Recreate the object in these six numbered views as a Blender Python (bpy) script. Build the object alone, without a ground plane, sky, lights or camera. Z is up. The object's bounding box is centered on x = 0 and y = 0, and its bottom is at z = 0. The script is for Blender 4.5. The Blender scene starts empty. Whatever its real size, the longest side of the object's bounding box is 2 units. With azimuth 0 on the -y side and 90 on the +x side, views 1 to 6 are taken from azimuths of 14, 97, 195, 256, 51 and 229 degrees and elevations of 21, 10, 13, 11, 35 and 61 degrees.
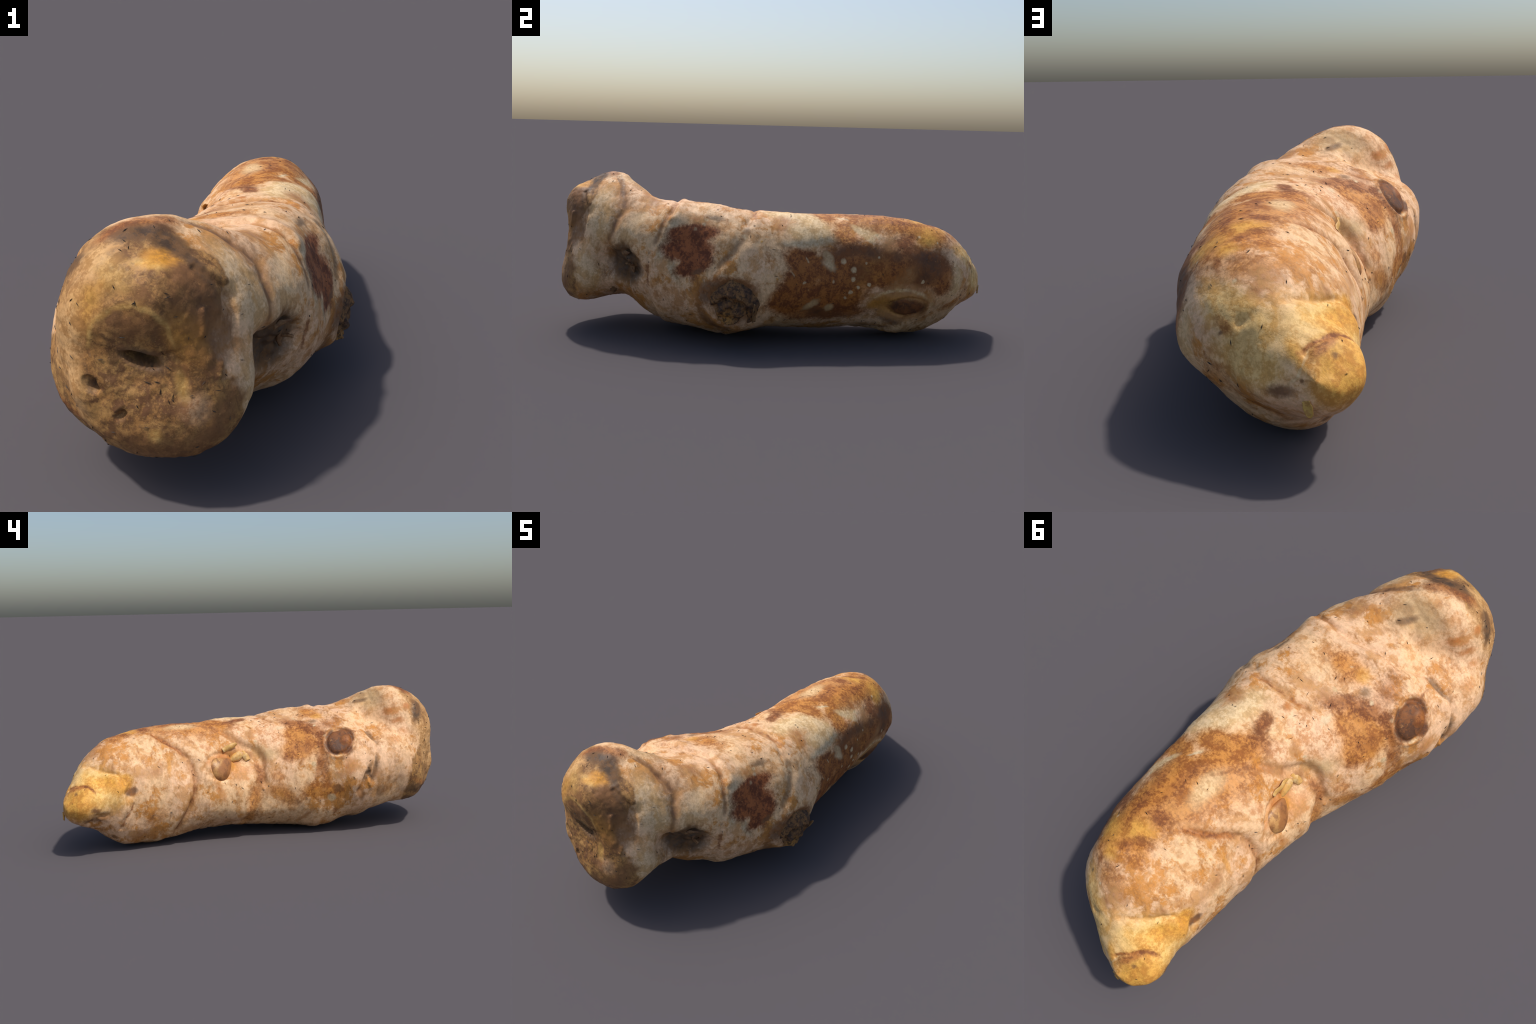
"""A short, knobbly rhizome finger (galangal / turmeric kind) lying on its side.

The body is one loft: a bent spine, cross-sections given by radii at sixteen
angles, closed by a rounded cap at either end.  Grooves, dents, scars and the
root stump are relief worked into that surface; buds, loose scales, torn fibres
and rootlet splinters are meshes of their own.  Skin colours are stains: soft
capsules in object space with noise-torn edges, mixed over a mottled base.
"""
import bpy, math, random
import numpy as np
from mathutils import Vector, noise
from mathutils.bvhtree import BVHTree

random.seed(7)
rng = np.random.default_rng(7)

# ------------------------------------------------------------------ the loft
SPINE = [(-0.70, 0.03, 0.44), (-0.45, 0.0, 0.36), (-0.15, 0.03, 0.31),
         (0.15, 0.0, 0.29), (0.45, -0.06, 0.28), (0.70, -0.14, 0.27)]        # y, x, z
STATION_Y = [-0.70, -0.64, -0.58, -0.51, -0.44, -0.36, -0.27, -0.18, -0.09, 0.0, 0.09, 0.18, 0.27, 0.36, 0.45, 0.54, 0.62, 0.70]
END_LATITUDE = [90, 70, 50, 33, 16]                  # rings of the cap at the broken end
TIP_LATITUDE = [14, 28, 42, 55, 68, 79, 90]          # rings of the cap at the growing tip
# radii (metres) of each cross-section, from the broken end to the tip; first
# column looks to +x side, angles run counter-clockwise towards the top
SECTIONS = [
    (0.249, 0.249, 0.250, 0.250, 0.249, 0.249, 0.248, 0.248, 0.247, 0.246, 0.246, 0.246, 0.246, 0.247, 0.247, 0.248),
    (0.247, 0.245, 0.253, 0.268, 0.285, 0.297, 0.301, 0.301, 0.300, 0.300, 0.302, 0.302, 0.294, 0.279, 0.264, 0.253),
    (0.215, 0.212, 0.233, 0.272, 0.318, 0.331, 0.346, 0.356, 0.349, 0.357, 0.370, 0.380, 0.372, 0.343, 0.292, 0.249),
    (0.205, 0.205, 0.222, 0.252, 0.280, 0.328, 0.360, 0.369, 0.370, 0.378, 0.405, 0.401, 0.372, 0.355, 0.300, 0.239),
    (0.212, 0.206, 0.217, 0.239, 0.274, 0.323, 0.350, 0.349, 0.372, 0.429, 0.428, 0.354, 0.308, 0.286, 0.259, 0.231),
    (0.221, 0.212, 0.219, 0.233, 0.270, 0.298, 0.300, 0.312, 0.406, 0.435, 0.423, 0.334, 0.275, 0.257, 0.247, 0.234),
    (0.245, 0.240, 0.240, 0.251, 0.266, 0.244, 0.236, 0.289, 0.399, 0.433, 0.411, 0.344, 0.278, 0.253, 0.250, 0.248),
    (0.279, 0.281, 0.271, 0.262, 0.239, 0.238, 0.233, 0.284, 0.382, 0.422, 0.401, 0.354, 0.306, 0.280, 0.271, 0.274),
    (0.311, 0.313, 0.294, 0.264, 0.240, 0.245, 0.273, 0.327, 0.383, 0.409, 0.392, 0.368, 0.327, 0.303, 0.297, 0.305),
    (0.333, 0.319, 0.327, 0.286, 0.259, 0.274, 0.302, 0.352, 0.391, 0.402, 0.382, 0.355, 0.331, 0.311, 0.327, 0.336),
    (0.331, 0.316, 0.329, 0.301, 0.273, 0.274, 0.302, 0.350, 0.382, 0.391, 0.389, 0.358, 0.317, 0.312, 0.328, 0.341),
    (0.333, 0.316, 0.323, 0.311, 0.276, 0.272, 0.295, 0.339, 0.372, 0.393, 0.403, 0.349, 0.314, 0.309, 0.328, 0.340),
    (0.347, 0.327, 0.326, 0.306, 0.276, 0.272, 0.285, 0.328, 0.365, 0.388, 0.382, 0.333, 0.312, 0.311, 0.327, 0.374),
    (0.343, 0.320, 0.313, 0.295, 0.279, 0.277, 0.286, 0.310, 0.348, 0.372, 0.353, 0.318, 0.293, 0.290, 0.328, 0.378),
    (0.309, 0.298, 0.301, 0.297, 0.283, 0.277, 0.274, 0.278, 0.318, 0.350, 0.337, 0.300, 0.264, 0.258, 0.284, 0.303),
    (0.278, 0.285, 0.298, 0.303, 0.282, 0.287, 0.260, 0.247, 0.289, 0.318, 0.314, 0.284, 0.252, 0.249, 0.258, 0.270),
    (0.262, 0.272, 0.305, 0.302, 0.285, 0.279, 0.261, 0.259, 0.290, 0.312, 0.297, 0.272, 0.250, 0.240, 0.245, 0.253),
    (0.258, 0.271, 0.300, 0.295, 0.289, 0.280, 0.267, 0.265, 0.287, 0.307, 0.286, 0.276, 0.249, 0.233, 0.233, 0.243),
    (0.253, 0.273, 0.302, 0.303, 0.291, 0.285, 0.277, 0.284, 0.282, 0.297, 0.283, 0.268, 0.239, 0.226, 0.224, 0.235),
    (0.251, 0.281, 0.296, 0.302, 0.291, 0.282, 0.258, 0.252, 0.272, 0.284, 0.292, 0.272, 0.238, 0.228, 0.228, 0.238),
    (0.249, 0.284, 0.293, 0.301, 0.286, 0.269, 0.254, 0.252, 0.266, 0.277, 0.287, 0.281, 0.251, 0.257, 0.251, 0.243),
    (0.263, 0.278, 0.288, 0.294, 0.277, 0.261, 0.247, 0.248, 0.254, 0.266, 0.280, 0.286, 0.263, 0.249, 0.233, 0.243),
    (0.259, 0.266, 0.280, 0.279, 0.254, 0.242, 0.236, 0.236, 0.239, 0.250, 0.263, 0.273, 0.257, 0.224, 0.205, 0.220),
    (0.243, 0.254, 0.259, 0.261, 0.247, 0.230, 0.217, 0.216, 0.220, 0.229, 0.254, 0.270, 0.248, 0.218, 0.203, 0.215),
    (0.234, 0.248, 0.253, 0.253, 0.241, 0.222, 0.200, 0.198, 0.217, 0.229, 0.247, 0.256, 0.241, 0.220, 0.205, 0.215),
    (0.233, 0.244, 0.252, 0.246, 0.233, 0.213, 0.202, 0.215, 0.232, 0.240, 0.250, 0.248, 0.238, 0.219, 0.213, 0.221),
    (0.245, 0.249, 0.253, 0.250, 0.240, 0.223, 0.223, 0.259, 0.274, 0.277, 0.275, 0.268, 0.252, 0.239, 0.241, 0.249),
    (0.269, 0.269, 0.268, 0.267, 0.265, 0.266, 0.281, 0.311, 0.338, 0.341, 0.331, 0.319, 0.304, 0.288, 0.287, 0.283),
    (0.302, 0.298, 0.298, 0.299, 0.301, 0.306, 0.313, 0.324, 0.344, 0.357, 0.358, 0.353, 0.344, 0.330, 0.318, 0.307),
    (0.339, 0.339, 0.339, 0.339, 0.339, 0.340, 0.340, 0.341, 0.341, 0.341, 0.341, 0.341, 0.340, 0.340, 0.339, 0.339),
]
FINE = 13            # rows between two stations
AROUND = 448         # vertices around


def spline_weights(x, xq):
    """rows of weights of a natural cubic spline through knots x, at xq"""
    x = np.asarray(x, float)
    n, h = len(x), np.diff(x)
    a, b = np.eye(n), np.zeros((n, n))
    for i in range(1, n - 1):
        a[i, i - 1:i + 2] = h[i - 1], 2 * (h[i - 1] + h[i]), h[i]
        b[i, i - 1:i + 2] = 6 / h[i - 1], -6 / h[i - 1] - 6 / h[i], 6 / h[i]
    m = np.linalg.solve(a, b)
    w = np.zeros((len(xq), n))
    for k, q in enumerate(xq):
        i = min(max(int(np.searchsorted(x, q)) - 1, 0), n - 2)
        s = (x[i + 1] - q) / h[i]
        t = 1 - s
        w[k, i] += s
        w[k, i + 1] += t
        w[k] += ((s ** 3 - s) * m[i] + (t ** 3 - t) * m[i + 1]) * h[i] ** 2 / 6
    return w


def ring_weights(n, tq):
    w = spline_weights(np.arange(-n, 2 * n + 1), tq)
    out = np.zeros((len(tq), n))
    for j in range(3 * n + 1):
        out[:, (j - n) % n] += w[:, j]
    return out


def unit(v):
    return v / np.maximum(np.linalg.norm(v, axis=-1, keepdims=True), 1e-12)


def loft():
    sp = np.array(SPINE)
    w = spline_weights(sp[:, 0], STATION_Y)
    spine = np.stack([w @ sp[:, 1], np.array(STATION_Y), w @ sp[:, 2]], 1)
    nc, nt = len(END_LATITUDE), len(TIP_LATITUDE)
    lat = np.concatenate([-np.radians(END_LATITUDE), np.zeros(len(spine)), np.radians(TIP_LATITUDE)])
    cen = np.concatenate([np.repeat(spine[:1], nc, 0), spine, np.repeat(spine[-1:], nt, 0)])
    tan = unit(np.gradient(spine, axis=0))
    tan = np.concatenate([np.repeat(tan[:1], nc, 0), tan, np.repeat(tan[-1:], nt, 0)])
    tan[:nc + 1] = 0, 1, 0
    tan[-nt - 1:] = unit(np.array([-0.50, 0.87, 0.0]))
    for _ in range(40):                                   # ease the section planes from one end to the other
        tan[nc + 1:-nt - 1] = (tan[nc:-nt - 2] + 2 * tan[nc + 1:-nt - 1] + tan[nc + 2:-nt]) / 4
    tan = unit(tan)
    ns = len(lat)
    s = np.linspace(0, ns - 1, (ns - 1) * FINE + 1)
    knots = np.arange(ns)
    ws, wt = spline_weights(knots, s), ring_weights(len(SECTIONS[0]), np.arange(AROUND) * len(SECTIONS[0]) / AROUND)
    tan = unit(ws @ tan)
    cen = np.stack([np.interp(s, knots, cen[:, i]) for i in range(3)], 1)
    lat = np.interp(s, knots, lat)[:, None, None]
    side = unit(np.cross(tan, [0, 0, 1]))
    up = np.cross(side, tan)
    th = (np.arange(AROUND) * math.tau / AROUND)[None, :, None]
    d = np.cos(lat) * (side[:, None] * np.cos(th) + up[:, None] * np.sin(th)) + np.sin(lat) * tan[:, None]
    return cen[:, None] + (ws @ np.array(SECTIONS) @ wt.T)[..., None] * d


def grid_normals(p):
    n = np.cross(np.roll(p, -1, 1) - np.roll(p, 1, 1), np.gradient(p, axis=0))
    n[0], n[-1] = n[1].mean(0), n[-2].mean(0)
    n = unit(n)
    mid = p.reshape(-1, 3).mean(0)
    return n if (n * (p - mid)).sum() > 0 else -n


P = loft()
N = grid_normals(P)


def nearest(c):
    k = np.linalg.norm(P.reshape(-1, 3) - c, axis=1).argmin()
    return P.reshape(-1, 3)[k], N.reshape(-1, 3)[k]


def line_distance(points):
    """distance of every body vertex to a polyline, and whether it lies on its tip side"""
    best, tipward = np.full(P.shape[:2], 9.0), np.zeros(P.shape[:2])
    pts = [np.array(q, float) for q in points]
    for a, b in zip(pts, pts[1:] or pts):
        ba = b - a
        h = np.clip(((P - a) @ ba) / max(ba @ ba, 1e-9), 0, 1)
        off = P - a - h[..., None] * ba
        d = np.linalg.norm(off, axis=-1)
        tipward = np.where(d < best, off[..., 1], tipward)
        best = np.minimum(best, d)
    return best, 1 / (1 + np.exp(-tipward / 0.004))


def local(c, along):
    """ellipse frame on the surface: position, normal and two tangents"""
    q, n = nearest(np.array(c))
    u = np.array(along, float)
    u = unit(u - n * (u @ n))
    return q, n, u, np.cross(n, u)


def ellipse(c, along, a, b):
    """normalised elliptic radius of every vertex round a surface point"""
    q, n, u, v = local(c, along)
    d = P - q
    e = np.sqrt(((d @ u) / a) ** 2 + ((d @ v) / b) ** 2)
    return np.where(np.abs(d @ n) < 1.6 * max(a, b), e, 99.0), n


def groove(depth, width, *points, lip=0.45):
    """furrow along a line; the joint nearer the tip swells over it"""
    global P
    d, tipward = line_distance(points)
    P = P + N * (lip * tipward * depth * np.exp(-((d - 1.6 * width) / (1.9 * width)) ** 2) - depth * np.exp(-(d / width) ** 2))[..., None]


def joint_step(a, b, c, depth, width, below):
    """carries a joint round the underside: plane y = a + b x + c z, fading out above a height"""
    global P
    wob = 0.02 * np.sin(9 * P[..., 0] + 5 * P[..., 2] + 40 * a)
    d = (P[..., 1] - a - b * P[..., 0] - c * P[..., 2] + wob) / math.sqrt(1 + b * b + c * c)
    w = depth / (1 + np.exp((P[..., 2] - below) / 0.03))
    P = P + N * (w * (0.5 * (d > 0) * np.exp(-((d - 1.6 * width) / (1.9 * width)) ** 2) - np.exp(-(d / width) ** 2)))[..., None]


def bump(height, c, along, a, b, power=1.0, straight=False):
    global P
    e, n = ellipse(c, along, a, b)
    w = height * np.exp(-np.minimum(e, 9) ** (2 * power))
    P = P + (n if straight else N) * w[..., None]


def crease(depth, c, along, a, b, width):
    """ring-shaped furrow round an ellipse"""
    global P
    e, n = ellipse(c, along, a, b)
    P = P - N * (depth * np.exp(-((e - 1) / width) ** 2))[..., None]


# ------------------------------------------------------------------ relief
# folds between the joints
groove(0.013, 0.018, (0.238, -0.411, 0.581), (0.112, -0.401, 0.62), (0.049, -0.416, 0.618), (-0.029, -0.446, 0.613), (-0.101, -0.466, 0.603), (-0.152, -0.478, 0.588), (-0.191, -0.537, 0.553), (-0.231, -0.573, 0.519), (-0.289, -0.576, 0.485), (-0.334, -0.593, 0.452), (-0.37, -0.577, 0.4), (-0.387, -0.566, 0.349), (-0.39, -0.547, 0.287), (-0.392, -0.517, 0.313), (-0.381, -0.488, 0.233))
groove(0.006, 0.02, (0.02, -0.703, 0.714), (0.135, -0.656, 0.637), (0.195, -0.63, 0.583), (0.217, -0.662, 0.544), (0.24, -0.681, 0.486), (0.25, -0.708, 0.426))
groove(0.0035, 0.016, (0.13, -0.41, 0.62), (0.222, -0.407, 0.594), (0.262, -0.437, 0.548), (0.288, -0.45, 0.502), (0.308, -0.469, 0.455), (0.316, -0.492, 0.407), (0.315, -0.5, 0.357), (0.298, -0.504, 0.279))
groove(0.009, 0.016, (0.233, -0.078, 0.544), (0.16, -0.053, 0.57), (0.078, -0.066, 0.584), (0.023, -0.074, 0.582), (-0.018, -0.08, 0.576), (-0.052, -0.098, 0.569))
groove(0.007, 0.028, (0.234, -0.067, 0.541), (0.298, -0.081, 0.481), (0.331, -0.123, 0.431), (0.348, -0.177, 0.383), (0.356, -0.218, 0.339))
groove(0.015, 0.024, (-0.121, 0.182, 0.541), (-0.159, 0.135, 0.508), (-0.179, 0.085, 0.467), (-0.19, 0.038, 0.448), (-0.22, 0.007, 0.409), (-0.256, 0, 0.352), (-0.285, 0, 0.29), (-0.264, 0.011, 0.331), (-0.279, 0.023, 0.293), (-0.289, 0.062, 0.223), (-0.206, 0.083, 0.075))
groove(0.01, 0.016, (-0.152, 0.531, 0.543), (-0.195, 0.494, 0.517), (-0.227, 0.427, 0.478), (-0.253, 0.381, 0.432), (-0.286, 0.359, 0.371), (-0.308, 0.354, 0.314), (-0.32, 0.365, 0.261), (-0.318, 0.388, 0.196), (-0.307, 0.419, 0.143), (-0.273, 0.459, 0.076))
groove(0.008, 0.013, (-0.111, 0.926, 0.371), (-0.23, 0.859, 0.419), (-0.263, 0.82, 0.403), (-0.283, 0.776, 0.395), (-0.301, 0.737, 0.378))
groove(0.005, 0.01, (-0.355, 0.67, 0.242), (-0.355, 0.684, 0.209), (-0.352, 0.71, 0.171), (-0.333, 0.732, 0.121))
joint_step(-0.543, 0.123, 0.118, 0.006, 0.016, 0.22)
joint_step(-0.25, 0.274, 0.25, 0.006, 0.016, 0.16)
joint_step(0.50, 1.754, 0.0, 0.007, 0.018, 0.16)
joint_step(0.74, 1.03, -0.098, 0.006, 0.015, 0.20)
# dimples and swellings
bump(-0.012, (0.163, -0.824, 0.565), (0.478, 0.864, -0.16), 0.035, 0.03, 1, False)
bump(-0.006, (0.268, -0.401, 0.541), (0.394, 0.102, -0.913), 0.012, 0.012, 1, False)
bump(-0.01, (-0.349, 0.695, 0.293), (0.382, -0.347, 0.857), 0.03, 0.03, 1, False)
bump(0.02, (-0.337, 0.733, 0.327), (0.591, -0.092, 0.801), 0.048, 0.04, 1, False)
bump(-0.01, (-0.367, 0.8, 0.318), (0.792, 0.039, 0.609), 0.06, 0.03, 1, False)
bump(-0.024, (-0.25, -0.68, 0.55), (0.155, 0.095, 0.048), 0.12, 0.048)
bump(0.022, (-0.32, -0.582, 0.42), (-0.12, 0.0, -0.14), 0.11, 0.040)
bump(-0.012, (-0.06, -0.56, 0.60), (0.155, 0.11, 0.03), 0.10, 0.04)
bump(-0.030, (-0.235, 0.095, 0.425), (0.0, 0.6, 0.5), 0.055, 0.042)
bump(-0.018, (-0.211, 0.01, 0.388), (0.0, 0.2, 1.0), 0.06, 0.035)
bump(-0.014, (0.145, 0.40, 0.525), (0.0, 1.0, 0.0), 0.08, 0.065)
bump(-0.018, (0.155, 0.51, 0.185), (0.0, 1.0, 0.0), 0.07, 0.05)
bump(0.012, (-0.294, 0.722, 0.384), (0.0, 1.0, 0.0), 0.09, 0.05)
bump(-0.020, (0.237, -0.753, 0.434), (0.0, 0.0, 1.0), 0.06, 0.035)
bump(0.016, (-0.318, -0.604, 0.155), (0.0, 1.0, 0.0), 0.16, 0.06)
bump(0.014, (-0.28, 0.06, 0.13), (0.0, 1.0, 0.0), 0.22, 0.05)
bump(0.010, (-0.27, -0.86, 0.17), (0.0, 0.3, 1.0), 0.10, 0.07)
bump(-0.006, (0.0, -0.38, 0.625), (1.0, 0.0, 0.0), 0.16, 0.08)
bump(-0.018, (-0.17, -0.40, 0.585), (0.5, 0.2, 0.3), 0.11, 0.05)
bump(-0.016, (0.11, 0.513, 0.143), (0.0, 1.0, 0.0), 0.09, 0.05)
bump(0.014, (-0.123, -0.636, 0.599), (0.5, 0.3, 0.2), 0.05, 0.04)
bump(0.014, (-0.19, -0.955, 0.33), (0.0, 0.0, 1.0), 0.07, 0.05)
# growing tip: edge of the wrapping scale, ridge over the bud
groove(0.006, 0.008, (-0.285, 0.783, 0.388), (-0.295, 0.743, 0.387), (-0.303, 0.702, 0.386), (-0.315, 0.679, 0.374), (-0.327, 0.673, 0.35), (-0.337, 0.688, 0.32), (-0.347, 0.707, 0.3))
groove(0.004, 0.012, (-0.281, 0.961, 0.324), (-0.305, 0.924, 0.344), (-0.343, 0.87, 0.343), (-0.374, 0.849, 0.323))
groove(0.004, 0.012, (-0.287, 0.947, 0.336), (-0.281, 0.975, 0.307), (-0.265, 0.99, 0.271), (-0.244, 0.988, 0.254))
groove(0.01, 0.014, (-0.36, 0.881, 0.167), (-0.387, 0.848, 0.209), (-0.372, 0.799, 0.205))
# root pit torn into the neck: ragged hollow with a lumpy floor
bump(-0.03, (0.254, -0.636, 0.335), (0.395, 0.919, -0.01), 0.104, 0.09, 3, True)
bump(-0.046, (0.215, -0.72, 0.36), (0.0, 0.3, 1.0), 0.075, 0.060, 1.6, True)
bump(-0.014, (0.242, -0.686, 0.335), (0.211, 0.077, 0.974), 0.03, 0.06, 2, True)
bump(-0.016, (0.278, -0.573, 0.322), (0.184, 0.058, 0.981), 0.028, 0.055, 2, True)
# crease behind the bud
groove(0.01, 0.022, (-0.177, 0.104, 0.475), (-0.184, 0.061, 0.456), (-0.198, 0.024, 0.438), (-0.231, 0.002, 0.392))
# bud scar: raised disc, ringed by a crease, with a nub
bump(0.006, (-0.319, -0.395, 0.488), (-0.315, 0.539, -0.781), 0.1, 0.085, 2, False)
bump(0.005, (-0.325, -0.427, 0.491), (-0.399, 0.626, -0.67), 0.03, 0.022, 3, False)
crease(0.009, (-0.319, -0.395, 0.488), (-0.315, 0.539, -0.781), 0.078, 0.064, 0.1)
crease(-0.005, (-0.319, -0.395, 0.488), (-0.315, 0.539, -0.781), 0.094, 0.078, 0.1)
# bud socket: ringed hollow
bump(-0.014, (-0.255, 0.203, 0.388), (-0.483, 0.865, -0.136), 0.092, 0.07, 2, False)
crease(0.007, (-0.259, 0.214, 0.386), (-0.5, 0.856, -0.133), 0.088, 0.066, 0.14)
# root eye: ring with a dished plug
bump(0.006, (0.127, 0.61, 0.192), (-0.263, 0.963, 0.062), 0.16, 0.085, 1.6, False)
crease(0.006, (0.119, 0.636, 0.187), (-0.253, 0.959, 0.125), 0.085, 0.047, 0.14)
# mound under the root stump
bump(0.006, (0.396, -0.103, 0.228), (-0.21, -0.053, 0.976), 0.135, 0.125, 1.3, False)
bump(-0.036, (0.397, -0.108, 0.218), (-0.193, 0.013, 0.981), 0.1, 0.095, 3, True)
# broken end: cavities, sunken disc, lifted edge
bump(-0.009, (-0.045, -0.978, 0.46), (0.957, 0.289, -0.032), 0.15, 0.15, 1.2, False)
crease(-0.003, (-0.041, -0.977, 0.464), (0.959, 0.282, -0.028), 0.105, 0.12, 0.1)
bump(-0.055, (-0.019, -0.969, 0.431), (0.908, 0.242, -0.341), 0.043, 0.015, 3, True)
bump(-0.035, (-0.155, -0.983, 0.354), (0.568, -0.121, -0.814), 0.025, 0.015, 4, True)
bump(-0.02, (-0.072, -0.995, 0.285), (0.774, 0.03, 0.633), 0.016, 0.012, 2, True)
groove(0.006, 0.01, (0.053, -0.949, 0.447), (0.073, -0.947, 0.43), (0.085, -0.95, 0.377))
groove(-0.008, 0.01, (0.12, -0.9, 0.551), (0.125, -0.904, 0.516), (0.122, -0.912, 0.493))
groove(-0.006, 0.01, (0.164, -0.891, 0.412), (0.163, -0.906, 0.382))
groove(0.008, 0.008, (0.088, -0.857, 0.646), (0.156, -0.822, 0.582), (0.179, -0.823, 0.513), (0.185, -0.843, 0.431))
groove(0.006, 0.01, (-0.22, -0.841, 0.657), (-0.258, -0.818, 0.613))
groove(0.005, 0.012, (-0.307, -0.844, 0.21), (-0.244, -0.884, 0.186), (-0.154, -0.941, 0.17))

# fine lumps, cork roughness on the broken end, shallow cross wrinkles
def cut_edge(x, z):
    return -0.785 - 0.056 * x - 1.029 * z + 1.719 * x * x + 0.491 * x * z + 1.441 * z * z


N = grid_normals(P)
flat = P.reshape(-1, 3)
cork = 1 / (1 + np.exp((flat[:, 1] - np.maximum(cut_edge(flat[:, 0], flat[:, 2]), -0.9)) / 0.012))
pit = np.exp(-ellipse((0.256, -0.63, 0.335), (0.395, 0.919, -0.017), 0.10, 0.085)[0].ravel() ** 6)     # torn tissue in the hollow
lump = np.empty(len(flat))
for k, (v, c, h) in enumerate(zip(flat.tolist(), cork, pit)):
    q = Vector(v)
    f = 0.0042 * noise.noise(q * 7.0) + 0.0014 * noise.noise(q * 21.0)
    f += 0.0019 * noise.noise(Vector((v[0] * 14, v[1] * 52, v[2] * 14))) + 0.0008 * noise.noise(q * 48.0)
    if c > 0.02:
        f += c * (0.0022 * noise.noise(q * 26.0) + 0.0016 * noise.noise(q * 60.0))
    if h > 0.02:
        f += h * (0.016 * noise.noise(q * 18.0) + 0.010 * noise.noise(q * 42.0))
    lump[k] = f
P = P + N * lump.reshape(P.shape[:2])[..., None]
P[0], P[-1] = P[0].mean(0), P[-1].mean(0)

# stand it in the frame
P[..., 2] -= P[..., 2].min()
N = grid_normals(P)

# ------------------------------------------------------------------ node helpers
PALETTE = {   # two tones of every skin colour (linear), mixed by mottling
    "cream": ((0.79, 0.5, 0.265), (0.57, 0.28, 0.1)),
    "pale": ((0.8, 0.58, 0.32), (0.68, 0.44, 0.2)),
    "pink": ((0.79, 0.49, 0.285), (0.57, 0.27, 0.115)),
    "white": ((0.66, 0.5, 0.3), (0.58, 0.4, 0.21)),
    "bluewhite": ((0.55, 0.43, 0.27), (0.5, 0.33, 0.17)),
    "greypale": ((0.52, 0.35, 0.165), (0.6, 0.39, 0.18)),
    "greybrown": ((0.15, 0.085, 0.042), (0.27, 0.15, 0.07)),
    "tan": ((0.4, 0.165, 0.05), (0.54, 0.275, 0.1)),
    "ochre": ((0.55, 0.225, 0.042), (0.32, 0.105, 0.02)),
    "orange": ((0.5, 0.175, 0.04), (0.56, 0.26, 0.085)),
    "rust": ((0.37, 0.13, 0.028), (0.19, 0.058, 0.017)),
    "redbrown": ((0.33, 0.1, 0.027), (0.15, 0.042, 0.015)),
    "brown": ((0.16, 0.07, 0.03), (0.26, 0.12, 0.045)),
    "purple": ((0.1, 0.043, 0.021), (0.23, 0.083, 0.025)),
    "dark": ((0.07, 0.042, 0.025), (0.17, 0.085, 0.035)),
    "gold": ((0.72, 0.37, 0.065), (0.6, 0.265, 0.045)),
    "deepgold": ((0.68, 0.3, 0.035), (0.6, 0.27, 0.05)),
    "goldpale": ((0.8, 0.52, 0.17), (0.72, 0.4, 0.1)),
    "cork": ((0.38, 0.185, 0.058), (0.16, 0.075, 0.026)),
    "collar": ((0.68, 0.4, 0.175), (0.46, 0.235, 0.08)),
    "creamgold": ((0.82, 0.53, 0.19), (0.68, 0.37, 0.1)),
}
STAINS = []


def stain(colour, radius, soft, strength, *points):
    """a patch of colour: capsules strung between points on the skin"""
    STAINS.append((colour, radius, soft, strength, [Vector(p) for p in points]))


# tip internode: upper side
stain('ochre', 0.094, 0.8, 0.85, (-0.085, 0.27, 0.563), (-0.065, 0.466, 0.57), (-0.022, 0.605, 0.561), (-0.006, 0.713, 0.53))
stain('pale', 0.031, 0.8, 0.7, (-0.079, 0.351, 0.568), (-0.091, 0.424, 0.567))
stain('rust', 0.039, 0.8, 0.85, (0.009, 0.381, 0.574), (0.011, 0.505, 0.567), (0.025, 0.587, 0.552))
stain('rust', 0.03, 0.9, 0.8, (-0.07, 0.579, 0.564))
stain('rust', 0.028, 0.9, 0.8, (0.037, 0.635, 0.534))
stain('gold', 0.033, 0.9, 0.8, (0.006, 0.691, 0.533), (-0.065, 0.658, 0.552))
stain('rust', 0.022, 0.9, 0.8, (-0.049, 0.729, 0.534), (-0.094, 0.673, 0.544))
stain('gold', 0.024, 0.9, 0.7, (-0.036, 0.777, 0.515))
stain('ochre', 0.032, 0.9, 0.8, (-0.115, 0.711, 0.53))
stain('ochre', 0.035, 0.9, 0.7, (-0.082, 0.835, 0.48), (-0.158, 0.814, 0.491))
stain('tan', 0.03, 1, 0.7, (-0.173, 0.843, 0.465))
stain('pale', 0.016, 0.6, 1.0, (0.133, 0.482, 0.509), (0.095, 0.404, 0.552))
stain('pale', 0.009, 0.5, 1.0, (0.067, 0.341, 0.563), (0.052, 0.313, 0.567))
stain('tan', 0.024, 0.9, 0.8, (-0.28, 0.757, 0.411))
stain('rust', 0.007, 0.9, 0.7, (-0.228, 0.858, 0.421), (-0.263, 0.819, 0.404), (-0.283, 0.775, 0.397))
stain('tan', 0.025, 1, 0.7, (-0.311, 0.548, 0.39))
stain('tan', 0.025, 1, 0.6, (-0.314, 0.662, 0.39), (-0.317, 0.575, 0.384))
stain('tan', 0.025, 1, 0.6, (-0.194, 0.501, 0.518))
stain('gold', 0.009, 0.9, 0.6, (-0.274, 0.48, 0.432), (-0.301, 0.48, 0.388))
stain('tan', 0.021, 1, 0.55, (-0.152, 0.531, 0.543), (-0.227, 0.427, 0.478), (-0.286, 0.359, 0.371), (-0.32, 0.365, 0.261), (-0.307, 0.419, 0.143), (-0.273, 0.459, 0.076))
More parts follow.
